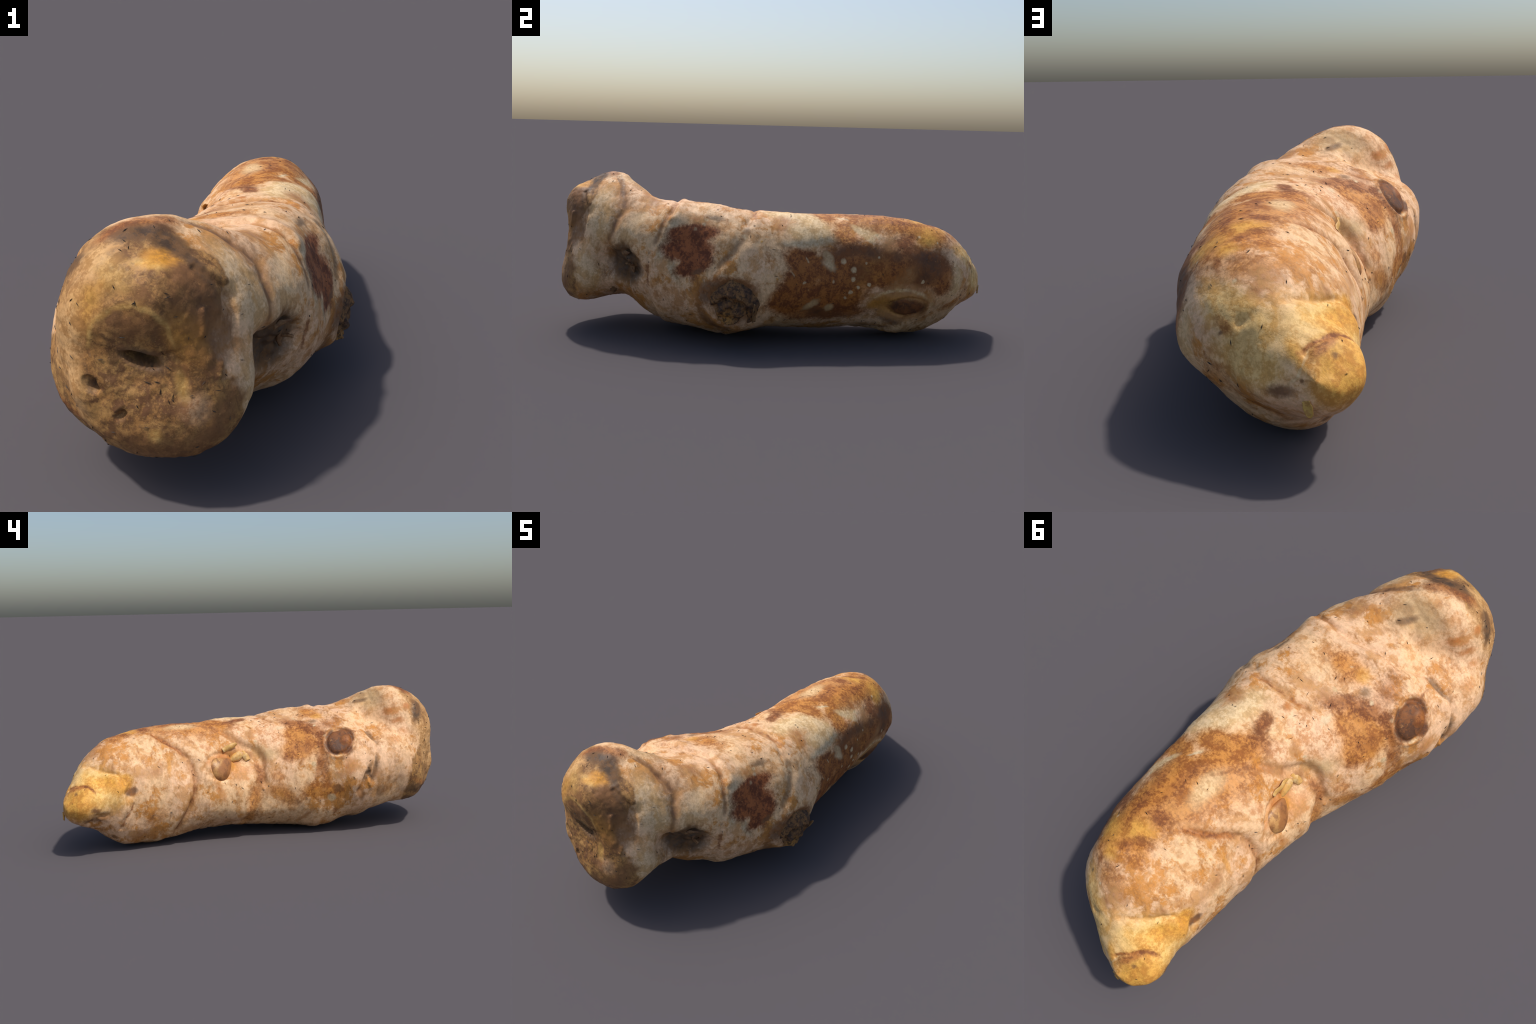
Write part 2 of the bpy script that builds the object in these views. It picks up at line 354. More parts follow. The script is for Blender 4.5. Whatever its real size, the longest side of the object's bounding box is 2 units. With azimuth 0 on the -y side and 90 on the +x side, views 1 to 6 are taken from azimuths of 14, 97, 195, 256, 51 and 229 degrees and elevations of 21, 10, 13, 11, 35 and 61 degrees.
stain('brown', 0.005, 1, 0.6, (-0.152, 0.531, 0.543), (-0.195, 0.494, 0.517), (-0.227, 0.427, 0.478), (-0.253, 0.381, 0.432), (-0.286, 0.359, 0.371), (-0.308, 0.354, 0.314), (-0.32, 0.365, 0.261), (-0.318, 0.388, 0.196), (-0.307, 0.419, 0.143), (-0.273, 0.459, 0.076))
stain('rust', 0.01, 1, 0.8, (-0.152, 0.531, 0.543), (-0.195, 0.494, 0.517), (-0.227, 0.427, 0.478), (-0.253, 0.381, 0.432), (-0.286, 0.359, 0.371), (-0.308, 0.354, 0.314), (-0.32, 0.365, 0.261), (-0.318, 0.388, 0.196), (-0.307, 0.419, 0.143), (-0.273, 0.459, 0.076))
stain('rust', 0.011, 1, 0.75, (-0.136, 0.563, 0.549), (-0.175, 0.513, 0.53), (-0.21, 0.473, 0.503), (-0.231, 0.421, 0.472))
stain('ochre', 0.029, 1, 0.6, (-0.336, 0.541, 0.174), (-0.333, 0.571, 0.155))
stain('tan', 0.025, 1, 0.8, (-0.311, 0.665, 0.078), (-0.304, 0.626, 0.082))
stain('brown', 0.016, 0.8, 0.9, (-0.288, 0.764, 0.075))
stain('tan', 0.025, 1, 0.6, (-0.295, 0.525, 0.41))
stain('rust', 0.012, 1, 0.6, (-0.347, 0.58, 0.275))
stain('tan', 0.022, 1, 0.7, (-0.251, 0.346, 0.082), (-0.263, 0.414, 0.073))
stain('rust', 0.019, 0.8, 0.9, (0.115, 0.677, 0.442), (0.098, 0.759, 0.396), (0.087, 0.809, 0.355))
stain('rust', 0.015, 1, 0.8, (-0.018, 0.812, 0.483))
stain('tan', 0.018, 1, 0.8, (-0.134, 0.842, 0.478))
stain('tan', 0.018, 0.8, 0.85, (-0.15, 0.868, 0.452), (-0.118, 0.905, 0.415), (-0.112, 0.914, 0.399))
stain('white', 0.007, 0.5, 0.8, (-0.083, 0.863, 0.456))
# growing tip
stain('creamgold', 0.047, 0.8, 0.85, (-0.044, 0.886, 0.411), (-0.14, 0.933, 0.365), (-0.111, 0.939, 0.302), (-0.178, 0.964, 0.286))
stain('ochre', 0.014, 0.9, 0.8, (-0.059, 0.913, 0.368), (-0.077, 0.922, 0.357))
stain('brown', 0.006, 0.9, 0.8, (-0.063, 0.921, 0.343))
stain('tan', 0.009, 1, 0.8, (-0.029, 0.908, 0.29))
stain('goldpale', 0.076, 1, 0.65, (-0.263, 0.912, 0.37), (-0.307, 0.858, 0.364), (-0.371, 0.824, 0.322))
stain('goldpale', 0.046, 0.8, 0.8, (-0.296, 0.856, 0.37), (-0.318, 0.807, 0.356))
stain('goldpale', 0.047, 0.9, 0.85, (-0.31, 0.803, 0.361), (-0.329, 0.752, 0.344))
stain('goldpale', 0.053, 1, 0.5, (-0.391, 0.828, 0.284), (-0.366, 0.754, 0.281))
stain('gold', 0.032, 0.8, 1.0, (-0.316, 0.819, 0.358), (-0.324, 0.738, 0.346), (-0.317, 0.701, 0.354))
stain('deepgold', 0.039, 0.7, 0.8, (-0.34, 0.733, 0.324))
stain('gold', 0.019, 0.9, 0.8, (-0.249, 0.958, 0.334), (-0.267, 0.973, 0.311))
stain('gold', 0.05, 0.9, 0.9, (-0.345, 0.973, 0.271), (-0.369, 0.949, 0.279))
stain('gold', 0.075, 0.9, 0.9, (-0.378, 0.913, 0.304), (-0.399, 0.933, 0.261))
stain('goldpale', 0.02, 0.9, 0.7, (-0.392, 0.843, 0.294), (-0.368, 0.809, 0.319))
stain('pale', 0.004, 0.8, 0.8, (-0.287, 0.947, 0.336), (-0.281, 0.975, 0.307), (-0.265, 0.99, 0.271), (-0.244, 0.988, 0.254))
stain('rust', 0.007, 0.9, 0.9, (-0.273, 0.961, 0.327), (-0.304, 0.924, 0.344), (-0.342, 0.87, 0.344), (-0.374, 0.849, 0.323))
stain('rust', 0.015, 1, 0.85, (-0.305, 0.956, 0.32), (-0.319, 0.925, 0.337), (-0.334, 0.9, 0.341))
stain('brown', 0.01, 1, 0.8, (-0.343, 0.934, 0.312))
stain('brown', 0.015, 0.8, 0.9, (-0.208, 0.983, 0.23), (-0.244, 0.99, 0.238))
stain('brown', 0.006, 0.9, 0.85, (-0.279, 0.992, 0.264))
stain('ochre', 0.015, 1, 0.7, (-0.077, 0.892, 0.194), (-0.152, 0.883, 0.146), (-0.207, 0.858, 0.112))
stain('brown', 0.015, 0.8, 0.9, (-0.401, 0.857, 0.241), (-0.396, 0.843, 0.238))
stain('brown', 0.017, 1, 0.8, (-0.378, 0.889, 0.185), (-0.374, 0.853, 0.185), (-0.369, 0.808, 0.195))
stain('purple', 0.019, 0.5, 0.85, (-0.345, 0.686, 0.302), (-0.344, 0.663, 0.309))
stain('rust', 0.005, 0.9, 0.75, (-0.355, 0.67, 0.242), (-0.355, 0.684, 0.209), (-0.352, 0.71, 0.171), (-0.333, 0.732, 0.121))
# bud internode
stain('pale', 0.049, 0.7, 0.9, (0.111, 0.136, 0.574), (0.115, 0.218, 0.565), (0.1, 0.051, 0.578))
stain('ochre', 0.043, 0.6, 0.95, (0.079, 0.259, 0.566), (-0.004, 0.215, 0.574), (-0.045, 0.171, 0.569), (0.003, 0.286, 0.574))
stain('rust', 0.023, 0.8, 0.85, (-0.007, 0.073, 0.575), (0.002, 0.049, 0.576))
stain('brown', 0.013, 0.9, 0.8, (-0.015, 0.1, 0.573))
stain('rust', 0.028, 1, 0.7, (-0.044, 0.137, 0.57), (-0.088, 0.114, 0.562))
stain('pink', 0.035, 0.8, 0.8, (-0.123, 0.091, 0.543))
stain('tan', 0.023, 1, 0.8, (-0.143, 0.037, 0.519))
stain('orange', 0.014, 1, 0.8, (-0.004, -0.043, 0.577))
stain('rust', 0.016, 1, 0.75, (-0.121, 0.182, 0.541), (-0.159, 0.135, 0.508), (-0.181, 0.086, 0.464), (-0.191, 0.039, 0.445), (-0.22, 0.007, 0.409), (-0.256, 0, 0.352), (-0.285, 0, 0.29))
stain('rust', 0.008, 1, 0.55, (-0.058, 0.334, 0.571), (-0.091, 0.26, 0.56), (-0.119, 0.181, 0.542))
stain('greypale', 0.039, 1, 0.8, (-0.229, -0.054, 0.437), (-0.211, -0.013, 0.438))
stain('orange', 0.029, 1, 0.7, (-0.247, 0.085, 0.352), (-0.273, 0.128, 0.33))
stain('orange', 0.057, 0.6, 0.9, (-0.256, 0.211, 0.39), (-0.233, 0.164, 0.41))
stain('brown', 0.021, 1, 0.8, (-0.199, 0.046, 0.426), (-0.203, 0.077, 0.414))
stain('deepgold', 0.021, 1, 0.7, (-0.224, 0.143, 0.414), (-0.247, 0.142, 0.379))
stain('orange', 0.011, 1, 0.6, (-0.223, 0.301, 0.482))
stain('orange', 0.012, 1, 0.7, (-0.27, 0.082, 0.313))
stain('orange', 0.01, 1, 0.7, (-0.289, 0.299, 0.396), (-0.253, 0.255, 0.431))
stain('orange', 0.018, 1, 0.6, (-0.224, 0.27, 0.472))
stain('orange', 0.017, 1, 0.6, (-0.302, 0.243, 0.3), (-0.308, 0.215, 0.237))
stain('tan', 0.026, 1, 0.6, (-0.139, 0.158, 0.529), (-0.181, 0.086, 0.464), (-0.22, 0.007, 0.409), (-0.285, 0, 0.29))
stain('brown', 0.009, 1, 0.7, (-0.181, 0.086, 0.464), (-0.191, 0.039, 0.445), (-0.22, 0.007, 0.409), (-0.256, 0, 0.352), (-0.285, 0, 0.29))
stain('rust', 0.02, 1, 0.8, (-0.228, 0.016, 0.389), (-0.266, 0.006, 0.331), (-0.279, 0.015, 0.297))
stain('ochre', 0.029, 0.9, 0.85, (-0.286, 0.039, 0.253), (-0.275, 0.055, 0.161), (-0.206, 0.083, 0.075))
stain('brown', 0.006, 1, 0.8, (-0.288, 0.051, 0.217), (-0.274, 0.068, 0.156))
# scar internode: left side
stain('pink', 0.057, 0.7, 0.8, (-0.122, -0.052, 0.537), (-0.18, -0.072, 0.499))
stain('ochre', 0.066, 0.5, 0.95, (-0.197, -0.204, 0.51), (-0.263, -0.24, 0.475), (-0.263, -0.178, 0.449))
stain('ochre', 0.045, 0.8, 0.9, (0, -0.319, 0.609), (-0.074, -0.33, 0.597))
stain('gold', 0.026, 1, 0.6, (-0.096, -0.346, 0.596))
stain('rust', 0.03, 0.8, 0.9, (-0.088, -0.186, 0.563), (-0.143, -0.243, 0.552), (-0.229, -0.309, 0.53))
stain('greybrown', 0.02, 1, 0.8, (-0.144, -0.311, 0.571))
stain('tan', 0.026, 1, 0.7, (0.049, -0.151, 0.591), (0.001, -0.166, 0.585))
stain('rust', 0.024, 1, 0.75, (-0.292, -0.233, 0.441), (-0.26, -0.201, 0.461))
stain('rust', 0.024, 0.9, 0.7, (-0.277, -0.14, 0.415))
stain('tan', 0.028, 1, 0.7, (-0.299, -0.02, 0.249), (-0.322, -0.111, 0.24))
stain('tan', 0.017, 1, 0.5, (0.16, -0.053, 0.57), (0.078, -0.066, 0.584), (-0.018, -0.08, 0.576), (-0.052, -0.098, 0.569))
stain('rust', 0.007, 1, 0.8, (0.16, -0.053, 0.57), (0.078, -0.066, 0.584), (0.023, -0.074, 0.582), (-0.018, -0.08, 0.576), (-0.052, -0.098, 0.569))
stain('white', 0.009, 0.6, 0.8, (-0.063, -0.228, 0.578))
stain('white', 0.007, 0.6, 0.8, (-0.04, -0.332, 0.604))
stain('white', 0.008, 0.6, 0.8, (-0.128, -0.335, 0.583))
stain('white', 0.009, 0.6, 0.9, (-0.185, -0.307, 0.552))
stain('white', 0.015, 0.6, 0.7, (-0.127, -0.141, 0.539), (-0.126, -0.125, 0.539))
stain('white', 0.013, 0.5, 0.9, (-0.332, -0.255, 0.379))
stain('white', 0.007, 0.6, 0.8, (-0.173, 0.012, 0.485))
stain('rust', 0.039, 1, 0.7, (-0.189, -0.414, 0.581), (-0.201, -0.368, 0.564))
stain('rust', 0.016, 1, 0.85, (-0.286, -0.32, 0.49), (-0.325, -0.294, 0.423), (-0.349, -0.265, 0.324))
stain('white', 0.008, 0.6, 0.9, (-0.275, -0.332, 0.506))
stain('rust', 0.022, 1, 0.8, (-0.269, -0.313, 0.502), (-0.336, -0.311, 0.413), (-0.357, -0.298, 0.312))
stain('ochre', 0.038, 0.7, 0.9, (-0.347, -0.235, 0.245), (-0.355, -0.287, 0.243), (-0.367, -0.371, 0.239))
stain('brown', 0.02, 1, 0.8, (-0.369, -0.37, 0.25))
stain('ochre', 0.026, 1, 0.7, (-0.299, -0.077, 0.321))
stain('ochre', 0.031, 0.9, 0.8, (-0.314, -0.071, 0.245), (-0.322, -0.133, 0.199))
stain('white', 0.02, 0.6, 0.8, (-0.353, -0.343, 0.2))
stain('orange', 0.023, 1, 0.7, (-0.389, -0.44, 0.361), (-0.387, -0.419, 0.341))
stain('tan', 0.021, 1, 0.7, (-0.378, -0.378, 0.32))
stain('rust', 0.018, 1, 0.7, (-0.323, -0.37, 0.126))
stain('tan', 0.011, 1, 0.8, (-0.255, -0.186, 0.07), (-0.319, -0.238, 0.131))
stain('orange', 0.027, 1, 0.6, (-0.382, -0.428, 0.383))
stain('rust', 0.007, 1, 0.7, (-0.279, -0.453, 0.532), (-0.272, -0.508, 0.521))
# neck internode
stain('pale', 0.06, 1, 0.6, (0.15, -0.751, 0.624), (0.222, -0.743, 0.501))
stain('pale', 0.056, 1, 0.6, (0.223, -0.817, 0.326), (0.201, -0.805, 0.245))
stain('pale', 0.047, 1, 0.45, (0.236, -0.585, 0.549), (0.26, -0.608, 0.492))
stain('pink', 0.049, 1, 0.5, (0.303, -0.465, 0.232), (0.325, -0.36, 0.218))
stain('pink', 0.059, 1, 0.5, (-0.172, -0.716, 0.678), (-0.305, -0.698, 0.522))
stain('greypale', 0.051, 1, 0.65, (-0.026, -0.638, 0.678), (-0.098, -0.666, 0.665))
stain('greybrown', 0.014, 0.8, 0.9, (-0.029, -0.596, 0.649), (-0.056, -0.635, 0.659))
stain('greybrown', 0.021, 1, 0.5, (-0.019, -0.638, 0.68))
stain('tan', 0.027, 1, 0.8, (0.152, -0.506, 0.611), (0.123, -0.543, 0.63))
stain('tan', 0.013, 1, 0.8, (0.038, -0.471, 0.618), (-0.008, -0.538, 0.624))
stain('tan', 0.014, 1, 0.6, (0.031, -0.566, 0.641))
stain('orange', 0.019, 0.9, 0.95, (-0.208, -0.697, 0.611), (-0.236, -0.736, 0.614))
stain('orange', 0.015, 0.9, 0.95, (-0.25, -0.697, 0.565), (-0.269, -0.753, 0.573))
stain('orange', 0.015, 0.9, 0.8, (-0.295, -0.73, 0.533), (-0.304, -0.773, 0.518))
stain('orange', 0.027, 1, 0.5, (-0.344, -0.684, 0.483))
stain('tan', 0.008, 1, 0.9, (0.238, -0.411, 0.581), (0.112, -0.401, 0.62), (0.049, -0.416, 0.618))
stain('brown', 0.007, 1, 0.75, (-0.106, -0.461, 0.603), (-0.154, -0.476, 0.587), (-0.191, -0.537, 0.553), (-0.231, -0.573, 0.519))
stain('greybrown', 0.013, 0.9, 0.9, (-0.242, -0.571, 0.513), (-0.289, -0.576, 0.485), (-0.334, -0.593, 0.452), (-0.37, -0.577, 0.4), (-0.387, -0.566, 0.349), (-0.39, -0.547, 0.287))
stain('brown', 0.006, 1, 0.8, (0.187, -0.664, 0.588), (0.089, -0.678, 0.673), (0.025, -0.72, 0.712))
stain('brown', 0.008, 1, 0.5, (0.049, -0.416, 0.618), (-0.029, -0.446, 0.613), (-0.101, -0.466, 0.603))
stain('greybrown', 0.013, 0.9, 0.9, (-0.38, -0.544, 0.373), (-0.392, -0.517, 0.313), (-0.39, -0.506, 0.276))
stain('brown', 0.02, 0.8, 0.85, (-0.381, -0.482, 0.233), (-0.368, -0.499, 0.202))
stain('tan', 0.032, 1, 0.6, (-0.372, -0.605, 0.222))
stain('tan', 0.024, 1, 0.6, (-0.392, -0.578, 0.314))
stain('brown', 0.014, 1, 0.6, (-0.393, -0.64, 0.288))
stain('pink', 0.04, 1, 0.6, (0.085, -0.619, 0.664), (0.208, -0.603, 0.575))
stain('tan', 0.023, 1, 0.6, (0.089, -0.676, 0.673), (0.195, -0.633, 0.583), (0.237, -0.676, 0.496), (0.25, -0.708, 0.426))
stain('brown', 0.011, 1, 0.75, (0.02, -0.703, 0.714), (0.135, -0.656, 0.637), (0.194, -0.638, 0.582), (0.217, -0.662, 0.544), (0.24, -0.681, 0.486), (0.249, -0.714, 0.426))
stain('tan', 0.016, 1, 0.8, (0.122, -0.541, 0.63), (0.123, -0.489, 0.616))
stain('brown', 0.01, 1, 0.7, (0.262, -0.437, 0.548), (0.288, -0.45, 0.502), (0.308, -0.469, 0.455))
stain('brown', 0.008, 1, 0.7, (0.315, -0.492, 0.411))
stain('rust', 0.008, 1, 0.8, (0.315, -0.5, 0.362), (0.298, -0.504, 0.279))
stain('greybrown', 0.016, 1, 0.8, (0.163, -0.824, 0.565))
stain('dark', 0.087, 0.5, 0.95, (0.256, -0.63, 0.335), (0.166, -0.596, 0.362))
stain('purple', 0.03, 0.9, 0.8, (0.244, -0.721, 0.359), (0.227, -0.722, 0.305))
# scar internode: right side
stain('bluewhite', 0.022, 0.8, 0.8, (0.268, -0.386, 0.541), (0.295, -0.413, 0.475), (0.322, -0.441, 0.41))
stain('bluewhite', 0.019, 0.8, 0.8, (0.331, -0.389, 0.375), (0.34, -0.367, 0.319))
stain('tan', 0.022, 1, 0.8, (0.244, -0.307, 0.561), (0.261, -0.229, 0.532))
stain('redbrown', 0.041, 0.35, 1.0, (0.285, -0.357, 0.496), (0.282, -0.24, 0.5))
stain('redbrown', 0.046, 0.35, 1.0, (0.311, -0.375, 0.431), (0.314, -0.262, 0.431))
stain('redbrown', 0.038, 0.35, 1.0, (0.336, -0.324, 0.354), (0.335, -0.256, 0.382))
stain('redbrown', 0.05, 0.35, 1.0, (0.294, -0.305, 0.47), (0.331, -0.296, 0.379))
stain('brown', 0.012, 0.7, 0.9, (0.343, -0.279, 0.343), (0.344, -0.264, 0.349))
stain('greybrown', 0.016, 1, 0.8, (0.229, -0.241, 0.567), (0.234, -0.196, 0.562))
stain('white', 0.007, 0.7, 0.7, (0.24, -0.254, 0.558))
stain('white', 0.008, 0.7, 0.7, (0.257, -0.26, 0.538))
stain('white', 0.007, 0.8, 0.5, (0.272, -0.298, 0.519))
stain('greybrown', 0.014, 1, 0.7, (0.234, -0.067, 0.541), (0.299, -0.085, 0.48), (0.332, -0.127, 0.431), (0.348, -0.177, 0.383))
stain('bluewhite', 0.012, 1, 0.7, (0.285, -0.078, 0.498))
stain('purple', 0.043, 0.9, 0.85, (0.362, -0.23, 0.247), (0.376, -0.184, 0.286))
stain('rust', 0.02, 0.9, 0.85, (0.374, -0.156, 0.316), (0.374, -0.085, 0.31), (0.365, -0.033, 0.287))
stain('brown', 0.027, 1, 0.8, (0.321, -0.247, 0.153), (0.284, -0.209, 0.101))
stain('rust', 0.023, 1, 0.8, (-0.013, 0.088, 0.574))
stain('orange', 0.016, 1, 0.8, (-0.012, -0.04, 0.576))
stain('tan', 0.024, 1, 0.7, (-0.051, -0.185, 0.575))
stain('ochre', 0.029, 1, 0.8, (-0.014, -0.313, 0.606))
stain('tan', 0.036, 1, 0.8, (0.163, 0.071, 0.557))
stain('rust', 0.01, 1, 0.4, (0.13, -0.415, 0.62), (0.232, -0.415, 0.585), (0.268, -0.441, 0.539))
# right flank toward the tip
stain('tan', 0.022, 1, 0.7, (0.206, 0.066, 0.527))
stain('pale', 0.046, 0.5, 0.8, (0.197, 0.168, 0.521), (0.191, 0.237, 0.519))
stain('ochre', 0.047, 0.5, 0.95, (0.17, 0.353, 0.507), (0.112, 0.35, 0.546))
stain('ochre', 0.052, 0.7, 0.9, (0.067, 0.409, 0.562), (0.038, 0.586, 0.547), (0.032, 0.729, 0.504))
stain('rust', 0.017, 1, 0.75, (0.078, 0.443, 0.555), (0.014, 0.634, 0.546))
stain('rust', 0.069, 0.4, 1.0, (0.28, 0.101, 0.223), (0.241, 0.227, 0.231), (0.212, 0.364, 0.246))
stain('rust', 0.055, 0.4, 1.0, (0.265, 0.15, 0.4), (0.248, 0.223, 0.363), (0.28, 0.145, 0.314))
stain('rust', 0.06, 0.5, 1.0, (0.232, 0.315, 0.332), (0.194, 0.498, 0.353), (0.171, 0.59, 0.344))
stain('rust', 0.07, 0.6, 0.95, (0.214, 0.358, 0.406), (0.172, 0.588, 0.381), (0.119, 0.756, 0.332))
stain('rust', 0.038, 0.8, 0.9, (0.223, 0.135, 0.15), (0.143, 0.414, 0.156))
stain('rust', 0.042, 0.8, 0.95, (0.099, 0.778, 0.368), (0.11, 0.782, 0.294))
stain('rust', 0.034, 1, 0.9, (0.125, 0.6, 0.469), (0.098, 0.633, 0.485))
stain('gold', 0.034, 1, 0.85, (0.074, 0.704, 0.475), (0.031, 0.72, 0.508))
stain('pale', 0.02, 0.6, 0.9, (0.121, 0.392, 0.54), (0.149, 0.445, 0.508), (0.155, 0.459, 0.495))
stain('white', 0.008, 0.6, 0.8, (0.132, 0.484, 0.509))
stain('tan', 0.028, 1, 0.8, (0.149, 0.539, 0.465))
stain('white', 0.007, 0.6, 0.8, (0.052, 0.321, 0.567), (0.068, 0.348, 0.562))
stain('bluewhite', 0.016, 1, 0.8, (0.246, 0.1, 0.469), (0.23, 0.195, 0.469), (0.206, 0.281, 0.483))  # bluish shade along the flank's upper edge, painted into the skin
stain('purple', 0.023, 1, 0.8, (0.215, 0.32, 0.432), (0.195, 0.402, 0.447))
stain('purple', 0.029, 1, 0.85, (0.186, 0.457, 0.439), (0.179, 0.508, 0.426))
stain('purple', 0.023, 1, 0.7, (0.165, 0.578, 0.417))
stain('purple', 0.049, 0.9, 0.9, (0.126, 0.69, 0.411), (0.105, 0.753, 0.387), (0.137, 0.702, 0.347))
stain('purple', 0.035, 1, 0.8, (0.208, 0.429, 0.347))
stain('ochre', 0.042, 1, 0.4, (0.192, 0.496, 0.381), (0.203, 0.41, 0.256))
stain('tan', 0.028, 1, 0.7, (0.16, 0.628, 0.334), (0.163, 0.584, 0.294))
stain('pale', 0.029, 1, 0.7, (0.059, 0.849, 0.262), (0.055, 0.855, 0.335))
stain('white', 0.016, 0.9, 0.8, (0.232, 0.274, 0.386), (0.231, 0.295, 0.373))
stain('white', 0.015, 0.7, 0.7, (0.226, 0.275, 0.423), (0.227, 0.289, 0.405))
stain('white', 0.011, 0.6, 0.8, (0.217, 0.349, 0.397))
stain('white', 0.011, 0.5, 0.9, (0.214, 0.392, 0.361))
stain('white', 0.009, 0.5, 0.9, (0.217, 0.391, 0.319))
stain('white', 0.008, 0.5, 1.0, (0.208, 0.416, 0.284))
stain('white', 0.008, 0.5, 1.0, (0.199, 0.461, 0.298))
stain('white', 0.009, 0.5, 0.9, (0.212, 0.382, 0.263))
stain('white', 0.008, 0.5, 0.9, (0.209, 0.36, 0.235))
stain('white', 0.007, 0.6, 0.8, (0.266, 0.185, 0.304))
stain('white', 0.005, 0.6, 0.7, (0.25, 0.19, 0.409), (0.251, 0.197, 0.395))
stain('white', 0.005, 0.6, 0.8, (0.284, 0.125, 0.356), (0.283, 0.135, 0.338))
stain('white', 0.007, 0.5, 1.0, (0.137, 0.696, 0.307))
stain('white', 0.007, 0.8, 0.7, (0.069, 0.673, 0.495))
stain('white', 0.005, 0.6, 1.0, (0.053, 0.755, 0.472))
stain('white', 0.005, 0.7, 0.8, (0.2, 0.445, 0.39))
stain('white', 0.005, 0.7, 0.8, (0.184, 0.499, 0.417))
stain('white', 0.006, 0.8, 0.6, (0.235, 0.307, 0.311))
stain('purple', 0.026, 0.9, 0.85, (0.212, 0.218, 0.171), (0.189, 0.264, 0.158))
stain('greypale', 0.02, 0.6, 0.9, (0.203, 0.288, 0.187))
stain('greypale', 0.015, 0.8, 0.8, (0.232, 0.191, 0.188), (0.233, 0.228, 0.212))
stain('gold', 0.006, 0.7, 0.8, (0.276, -0.005, 0.476))
stain('gold', 0.005, 0.7, 0.8, (0.311, 0.069, 0.324))
stain('purple', 0.022, 1, 0.8, (0.097, 0.525, 0.121), (0.082, 0.583, 0.101))
stain('ochre', 0.029, 1, 0.7, (-0.045, 0.897, 0.228), (-0.001, 0.824, 0.174))
# root eye low on the right flank
stain('tan', 0.08, 0.3, 0.85, (0.144, 0.553, 0.198), (0.118, 0.657, 0.197))
stain('pale', 0.008, 1, 0.7, (0.17, 0.472, 0.214), (0.173, 0.517, 0.25), (0.16, 0.572, 0.269), (0.14, 0.642, 0.269), (0.125, 0.7, 0.249), (0.099, 0.741, 0.212), (0.065, 0.733, 0.165))
stain('gold', 0.047, 0.7, 0.6, (0.149, 0.525, 0.192), (0.118, 0.648, 0.192))
stain('deepgold', 0.024, 0.9, 0.8, (0.155, 0.492, 0.192))
stain('purple', 0.043, 0.35, 1.0, (0.128, 0.601, 0.187), (0.11, 0.672, 0.186))
# broken end: cork, and the stains over it
stain('cork', 0.012, 0.5, 1.0, (-0.045, -0.978, 0.46))
stain('goldpale', 0.031, 1, 0.35, (-0.155, -0.895, 0.67), (-0.08, -0.948, 0.64))
stain('gold', 0.037, 1, 0.5, (-0.148, -0.962, 0.595), (-0.185, -0.969, 0.54))
stain('collar', 0.041, 1, 0.9, (-0.216, -0.951, 0.542), (-0.237, -0.944, 0.418), (-0.213, -0.947, 0.3))
stain('collar', 0.038, 1, 0.6, (-0.19, -0.913, 0.633), (-0.145, -0.884, 0.68))
stain('collar', 0.033, 1, 0.7, (-0.291, -0.856, 0.507), (-0.218, -0.818, 0.666))
stain('collar', 0.038, 1, 0.7, (-0.281, -0.886, 0.503), (-0.28, -0.896, 0.364))
stain('brown', 0.026, 0.9, 0.8, (-0.133, -0.834, 0.708), (-0.066, -0.819, 0.717), (-0.007, -0.785, 0.715))
stain('brown', 0.022, 1, 0.6, (-0.013, -0.971, 0.604))
stain('brown', 0.036, 1, 0.6, (-0.081, -0.986, 0.523), (0.002, -0.976, 0.528))
stain('deepgold', 0.025, 0.7, 0.85, (0, -0.882, 0.679), (0.031, -0.86, 0.673))
stain('goldpale', 0.014, 1, 0.7, (-0.031, -0.916, 0.671), (0.019, -0.912, 0.666))
stain('brown', 0.035, 1, 0.85, (0.078, -0.886, 0.643), (0.113, -0.88, 0.605), (0.122, -0.9, 0.542), (0.131, -0.907, 0.473))
stain('brown', 0.028, 1, 0.5, (0.06, -0.937, 0.623), (0.077, -0.943, 0.557))
stain('deepgold', 0.037, 1, 0.35, (0.083, -0.942, 0.503), (0.097, -0.937, 0.465))
stain('brown', 0.032, 1, 0.7, (0.166, -0.848, 0.485), (0.162, -0.881, 0.435))
stain('brown', 0.029, 1, 0.6, (0.14, -0.856, 0.579), (0.159, -0.853, 0.506))
stain('brown', 0.034, 1, 0.8, (0.187, -0.9, 0.304), (0.159, -0.932, 0.245))
stain('pink', 0.031, 1, 0.5, (0.115, -0.955, 0.307))
stain('goldpale', 0.017, 1, 0.6, (0.015, -0.994, 0.238))
stain('goldpale', 0.015, 1, 0.5, (0.073, -0.952, 0.386), (0.082, -0.957, 0.352))
stain('goldpale', 0.008, 1, 0.38, (-0.154, -0.981, 0.471), (-0.137, -0.983, 0.529), (-0.089, -0.98, 0.569), (-0.029, -0.975, 0.587), (0.02, -0.972, 0.568), (0.048, -0.961, 0.53), (0.056, -0.954, 0.487))
stain('brown', 0.043, 1, 0.5, (-0.059, -0.986, 0.196), (0.029, -0.979, 0.185), (0.113, -0.958, 0.204))
stain('rust', 0.021, 1, 0.8, (-0.019, -0.749, 0.725), (-0.093, -0.786, 0.726), (-0.155, -0.835, 0.701))
stain('dark', 0.026, 0.8, 0.95, (0.045, -0.826, 0.677), (-0.041, -0.821, 0.712), (-0.094, -0.843, 0.71))
stain('deepgold', 0.017, 1, 0.7, (0.029, -0.891, 0.668), (-0.014, -0.917, 0.67))
stain('orange', 0.019, 0.8, 0.9, (-0.243, -0.8, 0.637))
stain('dark', 0.026, 0.8, 0.95, (-0.227, -0.865, 0.637), (-0.266, -0.847, 0.587))
